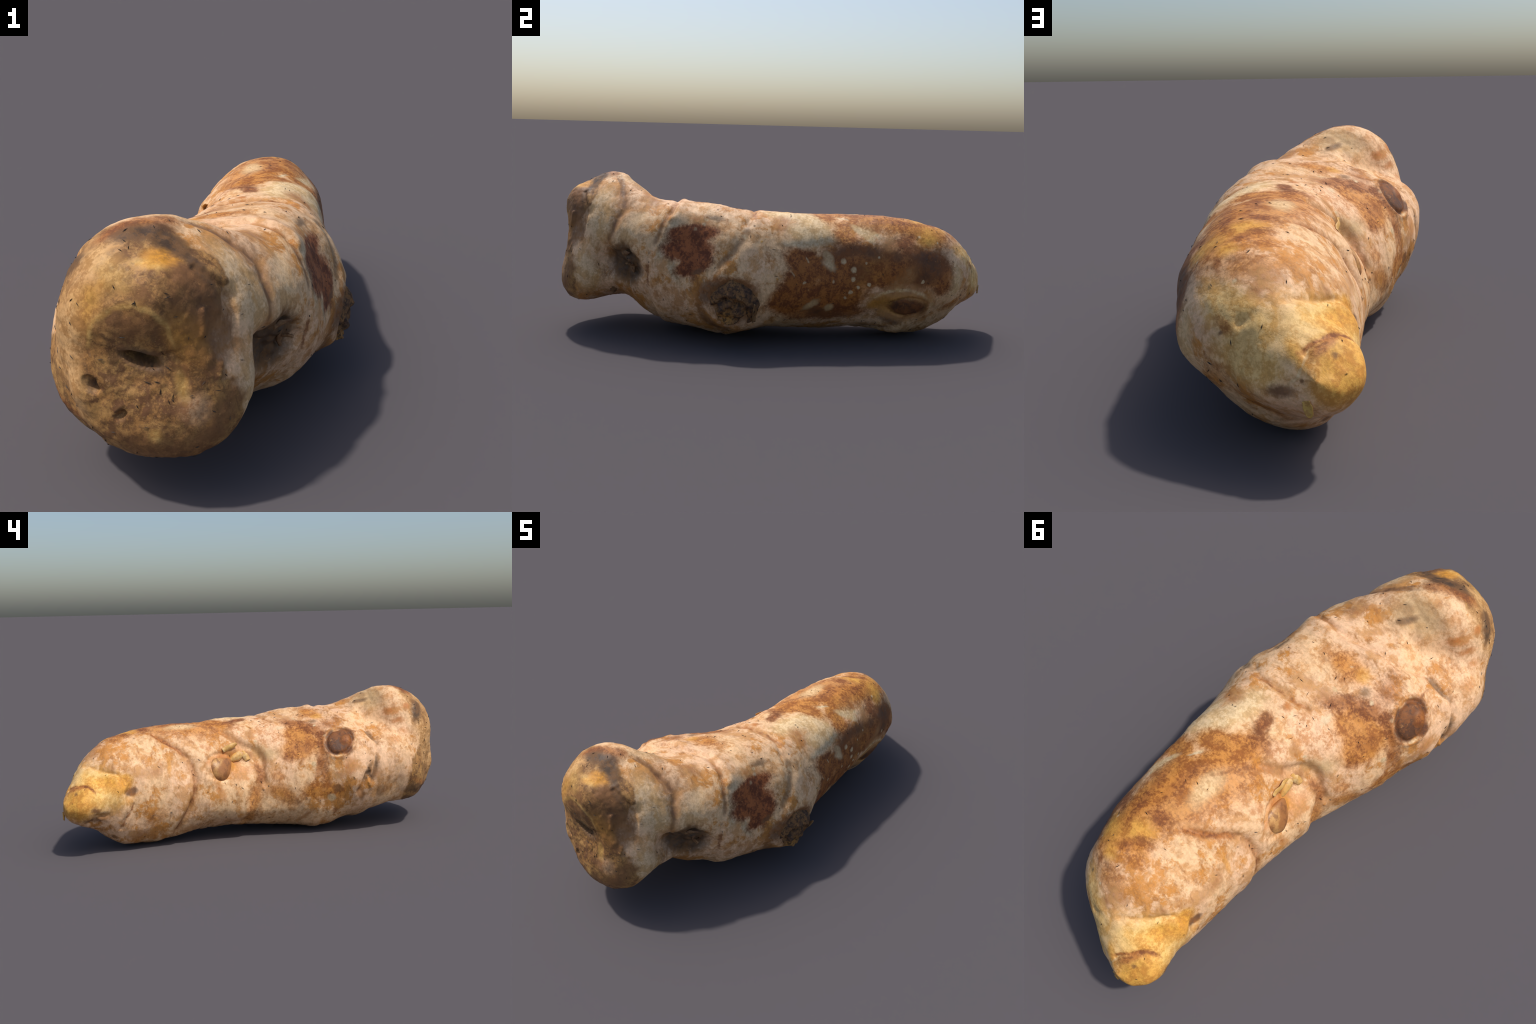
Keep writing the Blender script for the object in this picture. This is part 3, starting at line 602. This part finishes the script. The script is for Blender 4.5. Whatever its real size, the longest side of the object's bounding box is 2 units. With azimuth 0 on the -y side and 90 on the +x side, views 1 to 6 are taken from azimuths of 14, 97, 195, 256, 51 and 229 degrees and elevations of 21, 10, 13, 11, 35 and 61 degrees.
stain('dark', 0.024, 0.9, 0.8, (-0.346, -0.778, 0.219), (-0.309, -0.844, 0.212))
stain('dark', 0.021, 0.9, 0.8, (-0.28, -0.799, 0.153), (-0.193, -0.903, 0.161))
stain('rust', 0.014, 1, 0.6, (-0.344, -0.819, 0.255), (-0.21, -0.922, 0.202))
stain('dark', 0.019, 0.9, 0.8, (-0.007, -0.803, 0.709), (0.052, -0.837, 0.67), (0.116, -0.852, 0.623))
stain('dark', 0.025, 0.5, 0.9, (-0.046, -0.977, 0.445), (0.003, -0.961, 0.422), (-0.034, -0.921, 0.435))
stain('dark', 0.016, 0.6, 0.8, (-0.155, -0.983, 0.351), (-0.147, -0.954, 0.351))
stain('dark', 0.013, 0.8, 0.7, (-0.072, -0.995, 0.285))
# bud scar plug
stain('rust', 0.014, 1, 0.5, (-0.289, -0.338, 0.495), (-0.266, -0.38, 0.531), (-0.268, -0.447, 0.54), (-0.319, -0.486, 0.49), (-0.354, -0.455, 0.453), (-0.367, -0.395, 0.409), (-0.349, -0.344, 0.41), (-0.313, -0.321, 0.46))
stain('pale', 0.007, 0.7, 0.7, (-0.289, -0.337, 0.495), (-0.265, -0.379, 0.531), (-0.268, -0.447, 0.54), (-0.319, -0.486, 0.49), (-0.351, -0.457, 0.457), (-0.364, -0.396, 0.415), (-0.347, -0.345, 0.416), (-0.31, -0.324, 0.465))
stain('purple', 0.05, 0.15, 1.0, (-0.325, -0.374, 0.472), (-0.307, -0.422, 0.509))
stain('purple', 0.042, 0.15, 1.0, (-0.302, -0.384, 0.502), (-0.337, -0.408, 0.471))
stain('rust', 0.026, 0.6, 0.85, (-0.326, -0.43, 0.49))
# dark surround of the root stump
stain('brown', 0.089, 0.5, 0.8, (0.396, -0.103, 0.228), (0.347, -0.105, 0.225))


class Graph:
    """small helper that writes shader nodes in evaluation order"""

    def __init__(self, name):
        self.mat = bpy.data.materials.new(name)
        self.mat.use_nodes = True
        self.tree = self.mat.node_tree
        self.tree.nodes.clear()

    def node(self, kind, **props):
        n = self.tree.nodes.new(kind)
        for k, v in props.items():
            setattr(n, k, v)
        return n

    def put(self, socket, value):
        if isinstance(value, bpy.types.NodeSocket):
            self.tree.links.new(value, socket)
        else:
            socket.default_value = value

    def math(self, op, a, b=0.0, c=0.0, clamp=False):
        n = self.node("ShaderNodeMath", operation=op, use_clamp=clamp)
        for s, v in list(zip(n.inputs, (a, b, c)))[:3 if op == "MULTIPLY_ADD" else 2]:
            self.put(s, v)
        return n.outputs[0]

    def vec(self, op, a, b=(0, 0, 0), scale=None, third=None):
        n = self.node("ShaderNodeVectorMath", operation=op)
        self.put(n.inputs[0], a)
        if scale is None:
            self.put(n.inputs[1], b)
        else:
            self.put(n.inputs["Scale"], scale)
        if third is not None:
            self.put(n.inputs[2], third)
        return n.outputs["Value"] if op in ("LENGTH", "DOT_PRODUCT", "DISTANCE") else n.outputs[0]

    def noise(self, p, scale, detail=3.0, rough=0.55, colour=False, distortion=0.0):
        n = self.node("ShaderNodeTexNoise")
        self.put(n.inputs["Vector"], p)
        for k, v in (("Scale", scale), ("Detail", detail), ("Roughness", rough), ("Distortion", distortion)):
            n.inputs[k].default_value = v
        return n.outputs["Color" if colour else "Fac"]

    def smooth(self, v, a, b, lo=0.0, hi=1.0):
        n = self.node("ShaderNodeMapRange", interpolation_type="SMOOTHSTEP")
        for s, x in zip(n.inputs, (v, a, b, lo, hi)):
            self.put(s, x)
        return n.outputs[0]

    def mix(self, f, a, b, blend="MIX"):
        n = self.node("ShaderNodeMix", data_type="RGBA", blend_type=blend, clamp_factor=True)
        self.put(n.inputs[0], f)
        for s, v in ((n.inputs[6], a), (n.inputs[7], b)):
            self.put(s, v if isinstance(v, bpy.types.NodeSocket) else (*v, 1))
        return n.outputs[2]

    def position(self):
        return self.node("ShaderNodeTexCoord").outputs["Object"]

    def finish(self, colour, rough, bump_height=None, strength=0.3, distance=0.004, spec=0.35, translucent=0.0):
        b = self.node("ShaderNodeBsdfPrincipled")
        self.put(b.inputs["Base Color"], colour)
        self.put(b.inputs["Roughness"], rough)
        b.inputs["Specular IOR Level"].default_value = spec
        if bump_height is not None:
            n = self.node("ShaderNodeBump")
            n.inputs["Strength"].default_value, n.inputs["Distance"].default_value = strength, distance
            self.put(n.inputs["Height"], bump_height)
            self.put(b.inputs["Normal"], n.outputs[0])
        out = self.node("ShaderNodeOutputMaterial")
        surf = b.outputs[0]
        if translucent:
            t = self.node("ShaderNodeBsdfTranslucent")
            self.put(t.inputs["Color"], colour)
            m = self.node("ShaderNodeMixShader")
            m.inputs[0].default_value = translucent
            self.tree.links.new(surf, m.inputs[1])
            self.tree.links.new(t.outputs[0], m.inputs[2])
            surf = m.outputs[0]
        self.tree.links.new(surf, out.inputs["Surface"])
        return self.mat


def skin_material(name, low, high, verts):
    """skin of one part: mottled base plus the stains that reach the box low..high"""
    g = Graph(name)
    p = g.position()
    coarse = g.vec("SCALE", g.vec("SUBTRACT", g.noise(p, 6.0, 4, 0.6, True), (0.5, 0.5, 0.5)), scale=0.055)
    fine = g.vec("SCALE", g.vec("SUBTRACT", g.noise(p, 30.0, 3, 0.6, True), (0.5, 0.5, 0.5)), scale=0.020)
    small = g.vec("ADD", p, fine)
    torn = g.vec("ADD", small, coarse)
    blotch = g.noise(torn, 20.0, 6, 0.68)
    grain = g.noise(p, 95.0, 4, 0.7)
    streak = g.noise(g.vec("MULTIPLY", torn, (22.0, 58.0, 22.0)), 1.0, 4, 0.65)
    tone = g.smooth(g.math("MULTIPLY_ADD", grain, 0.35, g.math("MULTIPLY", blotch, 0.65)), 0.44, 0.57)
    # base: cream and pink with brownish flecks along the fibres
    large = g.noise(p, 3.2, 3, 0.5)
    base = g.mix(g.smooth(large, 0.40, 0.60), PALETTE["cream"][0], PALETTE["pink"][0])
    mottle = g.noise(torn, 9.0, 8, 0.74)
    base = g.mix(g.math("MULTIPLY", g.smooth(blotch, 0.47, 0.62), 0.8), base, PALETTE["cream"][1])
    base = g.mix(g.math("MULTIPLY", g.smooth(mottle, 0.51, 0.59), 0.6), base, PALETTE["tan"][1])
    base = g.mix(g.math("MULTIPLY", g.smooth(mottle, 0.56, 0.63), 0.8), base, PALETTE["orange"][1])
    base = g.mix(g.math("MULTIPLY", g.smooth(g.noise(torn, 4.5, 7, 0.72), 0.53, 0.60), 0.85), base, PALETTE["ochre"][0])
    fleck = g.math("MULTIPLY", g.smooth(streak, 0.52, 0.66), g.smooth(mottle, 0.40, 0.60))
    base = g.mix(g.math("MULTIPLY", fleck, 0.7), base, PALETTE["tan"][0])
    base = g.mix(g.math("MULTIPLY", g.smooth(grain, 0.55, 0.68), 0.3), base, PALETTE["pale"][0])
    used = [s for s in STAINS if reaches(s, low, high, verts)]
    ink = {}
    for c in sorted({s[0] for s in used} | {"cork"}):
        ink[c] = g.mix(tone, *PALETTE[c])
    # cork of the broken end, bounded by its ragged edge
    x, y, z = (lambda n: (g.put(n.inputs[0], torn), n.outputs)[1])(g.node("ShaderNodeSeparateXYZ"))
    # stains, later ones over earlier ones
    colour = base
    ragged = g.math("ADD", g.math("MULTIPLY_ADD", blotch, 0.9, -0.45), g.math("MULTIPLY_ADD", grain, 0.55, -0.275))
    def cork_layer(base):
        """the broken end: cork up to a ragged edge"""
        e = g.math("MULTIPLY_ADD", x, -0.056, -0.785)
        e = g.math("MULTIPLY_ADD", z, -1.029, e)
        e = g.math("MULTIPLY_ADD", g.math("MULTIPLY", x, x), 1.719, e)
        e = g.math("MULTIPLY_ADD", g.math("MULTIPLY", x, z), 0.491, e)
        e = g.math("MULTIPLY_ADD", g.math("MULTIPLY", z, z), 1.441, e)
        e = g.math("MAXIMUM", e, -0.90)
        inside = g.smooth(g.math("MULTIPLY_ADD", ragged, 0.02, g.math("SUBTRACT", y, e)), 0.007, -0.007)
        cork = g.mix(g.math("MULTIPLY", g.smooth(mottle, 0.44, 0.60), 0.7), ink["cork"], (0.48, 0.265, 0.088))
        cork = g.mix(g.math("MULTIPLY", g.smooth(blotch, 0.52, 0.62), 0.8), cork, PALETTE["brown"][0])
        cork = g.mix(g.math("MULTIPLY", g.smooth(g.noise(small, 60.0, 6, 0.8), 0.50, 0.62), 0.6), cork, PALETTE["brown"][0])
        cork = g.mix(g.math("MULTIPLY", g.smooth(streak, 0.53, 0.66), 0.75), cork, PALETTE["dark"][1])
        cork = g.mix(g.math("MULTIPLY", g.smooth(grain, 0.58, 0.70), 0.35), cork, PALETTE["collar"][0])
        return g.mix(inside, base, cork)

    for c, r, soft, strength, pts in used:
        if c == "cork":
            if low.y < -0.68:
                colour = cork_layer(colour)
            continue
        # each stain waits for the colour below it (keeps the shader's stack short)
        where = g.vec("MULTIPLY_ADD", colour, (1e-7, 1e-7, 1e-7), third=torn if r > 0.028 else small)
        rho = None
        wide = r * (1.2 if r > 0.02 else 1.05)
        for a, b in pieces(pts):
            n = g.node("ShaderNodeMapping", vector_type="TEXTURE")
            g.put(n.inputs["Vector"], where)
            n.inputs["Location"].default_value = (a + b) / 2
            if (b - a).length > 1e-4:
                n.inputs["Rotation"].default_value = (b - a).to_track_quat("X", "Z").to_euler()
            n.inputs["Scale"].default_value = (wide + 0.62 * (b - a).length, wide, wide)
            d = g.vec("LENGTH", n.outputs[0])
            rho = d if rho is None else g.math("MINIMUM", rho, d)
        rho = g.math("MULTIPLY_ADD", ragged, -min(0.045 / r if c != "white" else 9, (0.4 if soft > 0.2 else 0.05) + (1.8 if c == "white" else 0.9 if r > 0.016 or len(pts) < 3 else 0.25) * soft), rho)
        m = g.smooth(rho, 1.04 + 0.55 * soft, 0.96 - 0.6 * soft, 0.0, strength)
        colour = g.mix(m, colour, ink[c])
    flecks = g.math("MULTIPLY", g.smooth(g.noise(small, 46.0, 5, 0.75), 0.62, 0.70), 0.55)
    colour = g.mix(flecks, colour, PALETTE["tan"][1])
    # grain common to everything: pale pores and dark fibres
    colour = g.mix(0.45, colour, g.mix(g.smooth(g.math("MULTIPLY_ADD", streak, 0.45, g.math("MULTIPLY", grain, 0.55)), 0.40, 0.60), (1.2, 1.2, 1.2), (0.72, 0.68, 0.62)), "MULTIPLY")
    rough = g.smooth(blotch, 0.35, 0.65, 0.52, 0.72)
    relief = g.math("ADD", g.math("MULTIPLY", grain, 0.5), g.math("MULTIPLY", streak, 0.7))
    return g.finish(colour, rough, relief, 0.32, 0.006, 0.3)


def pieces(pts):
    """capsules of a stain; long spans are bent onto the skin"""
    if len(pts) == 1:
        return [(pts[0], pts[0])]
    out = []
    for a, b in zip(pts, pts[1:]):
        n = max(1, math.ceil((b - a).length / 0.13))
        q = [a.lerp(b, i / n) for i in range(n + 1)]
        q[1:-1] = [skin_tree.find_nearest(v)[0] for v in q[1:-1]]
        out += list(zip(q, q[1:]))
    return out


def reaches(s, low, high, verts):
    """does a stain come near any vertex of a part"""
    if s[0] == "cork":
        return True
    r = s[1] * (1 + 0.45 * s[2]) + 0.06
    for a, b in zip(s[4], s[4][1:] or s[4]):
        if any(max(a[i], b[i]) + r < low[i] or min(a[i], b[i]) - r > high[i] for i in range(3)):
            continue
        A, BA = np.array(a), np.array(b - a)
        h = np.clip((verts - A) @ BA / max(BA @ BA, 1e-9), 0, 1)
        if np.linalg.norm(verts - A - h[:, None] * BA, axis=1).min() < r:
            return True
    return False


# ------------------------------------------------------------------ the body surface
rows, cols = P.shape[:2]
verts = np.concatenate([P[:1, 0], P[1:-1].reshape(-1, 3), P[-1:, 0]])
ring = 1 + np.arange((rows - 2) * cols).reshape(rows - 2, cols)
nxt = np.roll(ring, -1, 1)
faces = np.stack([ring[:-1], nxt[:-1], nxt[1:], ring[1:]], -1).reshape(-1, 4).tolist()
last = len(verts) - 1
faces += [[0, b, a] for a, b in zip(ring[0].tolist(), nxt[0].tolist())]
faces += [[last, a, b] for a, b in zip(ring[-1].tolist(), nxt[-1].tolist())]
tri = np.array([f[:3] for f in faces])
if np.einsum("ij,ij->i", np.cross(verts[tri[:, 0]], verts[tri[:, 1]]), verts[tri[:, 2]]).sum() < 0:      # wound inside out
    faces = [f[::-1] for f in faces]
whole = bpy.data.meshes.new("whole_body")
whole.from_pydata(verts.tolist(), [], faces)
whole.update()
body_normals = np.empty(len(verts) * 3)
whole.vertices.foreach_get("normal", body_normals)
body_normals = body_normals.reshape(-1, 3)
skin_tree = BVHTree.FromPolygons(verts.tolist(), faces)
bpy.data.meshes.remove(whole)

# which part each face belongs to
centre = np.array([verts[f].mean(0) for f in faces])
cx, cy, cz = centre.T


def in_ellipse(c, along, a, b):
    k = np.linalg.norm(verts - np.array(c), axis=1).argmin()
    n = body_normals[k]
    u = unit(np.array(along) - n * (n @ np.array(along)))
    v = np.cross(n, u)
    d = centre - verts[k]
    return (((d @ u) / a) ** 2 + ((d @ v) / b) ** 2 < 1) & (np.abs(d @ n) < 1.5 * a)


JOINTS = [(-0.543, 0.123, 0.118), (-0.53, 0.274, 0.737), (0.63, 1.754, -0.452), (0.74, 1.03, -0.098)]  # planes y = a + b x + c z
tip_joint = (0.986, 0.883, 0.14)
region = sum((cy > a + b * cx + c * cz).astype(int) for a, b, c in JOINTS)
region = np.where(cy > tip_joint[0] + tip_joint[1] * cx + tip_joint[2] * cz, 5, region)
region = np.where(cy < np.maximum(cut_edge(cx, cz), -0.9), 6, region)
region = np.where(in_ellipse((-0.319, -0.395, 0.488), (-0.315, 0.539, -0.781), 0.078, 0.064), 7, region)
region = np.where(in_ellipse((0.119, 0.636, 0.187), (-0.253, 0.959, 0.125), 0.085, 0.047), 8, region)
region = np.where(in_ellipse((0.256, -0.63, 0.335), (0.395, 0.919, -0.017), 0.100, 0.086), 9, region)
REGION_NAME = ["internode"] * 5 + ["growing_tip", "broken_end", "bud_scar", "root_eye", "root_pit"]

rhizome = bpy.data.objects.new("rhizome", None)
rhizome.empty_display_size = 0.2
bpy.context.scene.collection.objects.link(rhizome)
rhizome["label"] = "short knobbly rhizome finger, cream skin with rusty brown stains"
rhizome["category"] = "ginger root"


def add(name, mesh, material, parent=rhizome):
    o = bpy.data.objects.new(name, mesh)
    mesh.materials.clear()
    mesh.materials.append(material)
    bpy.context.scene.collection.objects.link(o)
    o.parent = parent
    return o


face_index = np.arange(len(faces))
part = {}
for k, name in enumerate(REGION_NAME):
    mine = [faces[i] for i in face_index[region == k]]
    ids = np.unique(np.concatenate([np.array(f) for f in mine]))
    remap = {int(v): i for i, v in enumerate(ids)}
    me = bpy.data.meshes.new(name)
    me.from_pydata(verts[ids].tolist(), [], [[remap[v] for v in f] for f in mine])
    me.shade_smooth()
    me.normals_split_custom_set_from_vertices(body_normals[ids].tolist())
    low, high = Vector(verts[ids].min(0)), Vector(verts[ids].max(0))
    part[k] = add(name, me, skin_material(name + "_skin", low, high, verts[ids]))


# ------------------------------------------------------------------ loose pieces
def frame(point, along):
    """position on the skin, outward normal, tangent towards `along`, cross tangent"""
    p, n, i, d = skin_tree.find_nearest(Vector(point))
    n = Vector(body_normals[faces[i][0]])
    u = Vector(along)
    u = (u - n * u.dot(n)).normalized()
    return p, n, u, n.cross(u)


def two_tone(name, a, b, c, scale=30.0, rough=0.6, strength=0.4, translucent=0.0):
    g = Graph(name)
    p = g.position()
    n1 = g.noise(p, scale, 5, 0.65)
    n2 = g.noise(p, scale * 3.3, 4, 0.65)
    col = g.mix(g.smooth(n1, 0.40, 0.60), a, b)
    col = g.mix(g.math("MULTIPLY", g.smooth(n2, 0.50, 0.62), 0.7), col, c)
    return g.finish(col, rough, n2, strength, 0.004, 0.35, translucent)


def scale_piece(name, at, along, length, width, material, curl=0.0, lift=0.0, rise=0.3, thick=0.004, blunt=0.6, twist=0.0, kind=None, wobble=0.15, base=0.7):
    """a curved papery scale: solid leaf with a rounded outline, lying along the skin"""
    p, n, u, v = frame(at, along)
    nu, nv = 18, 10
    top, rows_ = [], []
    for i in range(nu + 1):
        s = i / nu
        w = width * (base * (1 - s) + s) * max(0.02, (1 - s ** (2 / blunt)) ** blunt)
        w *= 1 + wobble * noise.noise(Vector((s * 4, length * 90, width * 70)))
        mid = p + u * (length * s) + n * (lift + length * rise * s * s + length * 0.06 * noise.noise(Vector((s * 3, width * 200, 1))))
        a = twist * s
        vv, nn = v * math.cos(a) + n * math.sin(a), n * math.cos(a) - v * math.sin(a)
        rows_.append([(mid + vv * (w * t) + nn * (curl * w * t * t), nn) for t in (2 * j / nv - 1 for j in range(nv + 1))])
    co = [q + m * thick * 0.5 for r in rows_ for q, m in r] + [q - m * thick * 0.5 for r in rows_ for q, m in r]
    k = (nu + 1) * (nv + 1)
    idx = lambda i, j: i * (nv + 1) + j
    fs = []
    for i in range(nu):
        for j in range(nv):
            q = [idx(i, j), idx(i, j + 1), idx(i + 1, j + 1), idx(i + 1, j)]
            fs += [q, [x + k for x in reversed(q)]]
    edge = [idx(0, j) for j in range(nv)] + [idx(i, nv) for i in range(nu)] + [idx(nu, j) for j in range(nv, 0, -1)] + [idx(i, 0) for i in range(nu, 0, -1)]
    fs += [[b, a, a + k, b + k] for a, b in zip(edge, edge[1:] + edge[:1])]
    me = bpy.data.meshes.new(name)
    me.from_pydata(co, [], fs)
    me.shade_smooth()
    return add(name, me, material)


def ovoid(name, at, along, length, width, height, material, sink=0.0, taper=0.3, tilt=0.0):
    """a bud: plump drop lying on the skin, pointed towards `along`"""
    p, n, u, v = frame(at, along)
    u2, n2 = u * math.cos(tilt) + n * math.sin(tilt), n * math.cos(tilt) - u * math.sin(tilt)
    co, nu, nv = [], 28, 40
    for i in range(nu + 1):
        a = math.pi * i / nu
        s, r = -math.cos(a), math.sin(a)
        r *= 1 - taper * s
        for j in range(nv):
            b = math.tau * j / nv
            q = p + u2 * (s * length / 2) + v * (r * math.cos(b) * width / 2) + n2 * (r * math.sin(b) * height - sink)
            co.append(q + (q - p).normalized() * 0.0025 * noise.noise(q * 30))
    fs = [[i * nv + j, i * nv + (j + 1) % nv, (i + 1) * nv + (j + 1) % nv, (i + 1) * nv + j] for i in range(nu) for j in range(nv)]
    me = bpy.data.meshes.new(name)
    me.from_pydata(co, [], fs)
    me.validate()
    me.shade_smooth()
    return add(name, me, material)


paper = two_tone("papery_scale", (0.66, 0.46, 0.21), (0.62, 0.34, 0.09), (0.45, 0.25, 0.09), 22, 0.5)
bud_mat = two_tone("bud_brown", (0.56, 0.30, 0.10), (0.34, 0.14, 0.045), (0.20, 0.08, 0.03), 9, 0.42)
bark = two_tone("torn_bark", (0.17, 0.08, 0.035), (0.26, 0.14, 0.06), (0.09, 0.045, 0.025), 30, 0.75)
gold_scale = two_tone("tip_scale", (0.62, 0.38, 0.10), (0.58, 0.33, 0.07), (0.40, 0.19, 0.05), 20, 0.55)

# bud with its shrivelled scales
ovoid('bud', (-0.259, 0.208, 0.384), (0.449, -0.783, 0.431), 0.138, 0.114, 0.026, bud_mat, sink=0.0, taper=0.5, tilt=0.05)
scale_piece('bud_scale', (-0.211, 0.193, 0.453), (0.424, -0.838, 0.344), 0.085, 0.019, paper, curl=-0.45, lift=0.006, rise=0.02, thick=0.0025)
ovoid('bud', (-0.217, 0.119, 0.413), (-0.486, 0.809, -0.33), 0.085, 0.044, 0.018, paper, sink=-0.002, taper=0.45, tilt=0.10)
scale_piece('bud_scale', (-0.211, 0.062, 0.397), (0.375, 0.404, 0.834), 0.060, 0.021, paper, curl=-0.5, lift=0.008, rise=0.05, thick=0.0025)
# scales at the growing point
scale_piece('tip_scale', (-0.29, 0.996, 0.221), (-0.289, -0.476, -0.83), 0.042, 0.014, gold_scale, curl=0.3, lift=0.0, rise=0.02)
# ragged flaps hanging from the stump and from the pit
scale_piece('bark_flap', (0.162, -0.703, 0.224), (-0.788, -0.16, -0.595), 0.045, 0.020, bark, curl=-0.3, rise=0.25)
# fibres torn across the pit
pit_p, pit_n, pit_u, pit_v = frame((0.256, -0.63, 0.335), (0, 1, 0))
for x, y, ang, ln, wd, lf in ((-0.040, 0.020, 0.9, 0.060, 0.012, -0.002), (0.010, 0.035, -1.1, 0.065, 0.015, -0.002), (0.035, -0.010, 1.9, 0.055, 0.013, -0.002)):
    at = pit_p + pit_u * x + pit_v * y
    d = pit_u * math.cos(ang) + pit_v * math.sin(ang)
    scale_piece("torn_fibre", at, d, ln, wd, bark, curl=-0.35, lift=lf, rise=-0.03, thick=0.006, twist=0.5 * math.sin(ang * 3), wobble=0.5, base=0.8)


# ------------------------------------------------------------------ the root stump
def stump_material(core):
    """blackened wood with an ochre heart"""
    g = Graph("stump_wood")
    p = g.position()
    n1, n2 = g.noise(p, 20.0, 5, 0.65), g.noise(p, 66.0, 4, 0.7)
    col = g.mix(g.smooth(n1, 0.40, 0.60), (0.11, 0.055, 0.03), (0.27, 0.13, 0.045))
    heart = g.math("MULTIPLY_ADD", n1, 0.05, g.vec("LENGTH", g.vec("SUBTRACT", p, core)))
    col = g.mix(g.smooth(heart, 0.085, 0.045, 0.0, 0.85), col, (0.44, 0.21, 0.05))
    col = g.mix(g.math("MULTIPLY", g.smooth(n2, 0.48, 0.58), 0.8), col, (0.04, 0.025, 0.018))
    return g.finish(col, 0.8, n2, 0.6, 0.004, 0.3)


def stump_frame():
    """the root leaves the flank sideways and a little down"""
    n = Vector((0.88, -0.04, -0.47)).normalized()
    u = Vector((-0.21, -0.053, 0.976))
    u = (u - n * u.dot(n)).normalized()
    return Vector((0.342, -0.122, 0.188)), n, u, n.cross(u)


def stump():
    """snapped-off root: a torn collar round a ragged core"""
    p, n, u, v = stump_frame()
    profile = [(0.150, -0.060), (0.140, -0.016), (0.128, 0.002), (0.116, 0.010), (0.104, 0.018), (0.092, 0.016), (0.080, 0.010), (0.068, 0.020), (0.054, 0.034),
               (0.040, 0.036), (0.026, 0.036), (0.010, 0.040)]
    fine = [(a[0] + (b[0] - a[0]) * k / 4, a[1] + (b[1] - a[1]) * k / 4) for a, b in zip(profile, profile[1:]) for k in range(4)] + [profile[-1]]
    nv, co = 132, []
    for r, h in fine:
        for j in range(nv):
            a = math.tau * j / nv
            off = max(0.0, 1 - r / 0.08)
            q = Vector((r * math.cos(a), r * math.sin(a), 0))
            k = 1.5 * noise.noise(q * 28 + Vector((3, 1, h * 12)))
            m = noise.noise(q * 75 + Vector((9, 4, h * 20)))
            rr = 0.84 * r * (1 + 0.22 * noise.noise(Vector((math.cos(a) * 1.5, math.sin(a) * 1.5, 5))) + 0.05 * k)
            hh = h + (0.012 * k + 0.005 * m) * min(1.0, max(0.0, (0.115 - r) / 0.03))
            co.append(p + u * (rr * math.cos(a) - 0.020 * off) + v * (rr * math.sin(a) + 0.020 * off) + n * (1.2 * hh - 0.004))
    m = len(fine)
    fs = [[i * nv + j, i * nv + (j + 1) % nv, (i + 1) * nv + (j + 1) % nv, (i + 1) * nv + j] for i in range(m - 1) for j in range(nv)]
    fs.append([(m - 1) * nv + j for j in range(nv)])
    me = bpy.data.meshes.new("root_stump")
    me.from_pydata(co, [], fs)
    me.shade_smooth()
    return add("root_stump", me, stump_material(p - u * 0.02 + v * 0.02 + n * 0.02))


stump()
sp, sn, su, sv = stump_frame()
pale_bark = two_tone("pale_bark", (0.40, 0.24, 0.11), (0.28, 0.15, 0.06), (0.14, 0.07, 0.03), 24, 0.7)
for ang, rad, ln, wd, mat in ((0.7, 0.090, 0.10, 0.010, pale_bark), (1.7, 0.094, 0.11, 0.012, pale_bark)):
    out = su * math.cos(ang) - sv * math.sin(ang)
    run = su * math.sin(ang) + sv * math.cos(ang)
    scale_piece("bark_flap", sp + out * rad - run * ln * 0.5, run, ln, wd, mat, curl=0.5, lift=0.0, rise=0.0, thick=0.005, wobble=0.5, base=0.6, twist=0.5)

# ------------------------------------------------------------------ rootlet splinters
def splinters(count):
    co, fs = [], []
    quads = np.array([f if len(f) == 4 else f + f[-1:] for f in faces])
    a, b, c, d = (verts[quads[:, k]] for k in range(4))
    area = np.linalg.norm(np.cross(c - a, d - b), axis=1) * np.where(cy < -0.80, 3.0, 1.0)
    area_pick = rng.choice(len(faces), count, p=area / area.sum())
    for i in area_pick:
        c = Vector(centre[i])
        n = Vector(body_normals[faces[i][0]])
        a = rng.random() * math.tau
        t = n.orthogonal().normalized()
        u = t * math.cos(a) + n.cross(t) * math.sin(a)
        v = n.cross(u)
        ln, w = 0.008 + 0.014 * rng.random(), 0.0009 + 0.0009 * rng.random()
        bend = v * (rng.random() - 0.5) * ln * 0.4
        k = len(co)
        p = c + n * 0.0012
        co += [p - u * ln * 0.5, p + v * w + bend * 0.5, p - v * w + bend * 0.5, p + n * 0.0022 + bend * 0.5, p + u * ln * 0.5 + bend]
        fs += [[k, k + 1, k + 3], [k, k + 3, k + 2], [k + 4, k + 3, k + 1], [k + 4, k + 2, k + 3], [k, k + 2, k + 1], [k + 4, k + 1, k + 2]]
    me = bpy.data.meshes.new("rootlet_splinter")
    me.from_pydata(co, [], fs)
    g = Graph("splinter_dark")
    col = g.mix(g.smooth(g.noise(g.position(), 40.0), 0.4, 0.6), (0.02, 0.015, 0.012), (0.05, 0.035, 0.025))
    o = add("rootlet_splinter", me, g.finish(col, 0.7))
    o["kind"] = "stuff"


splinters(260)
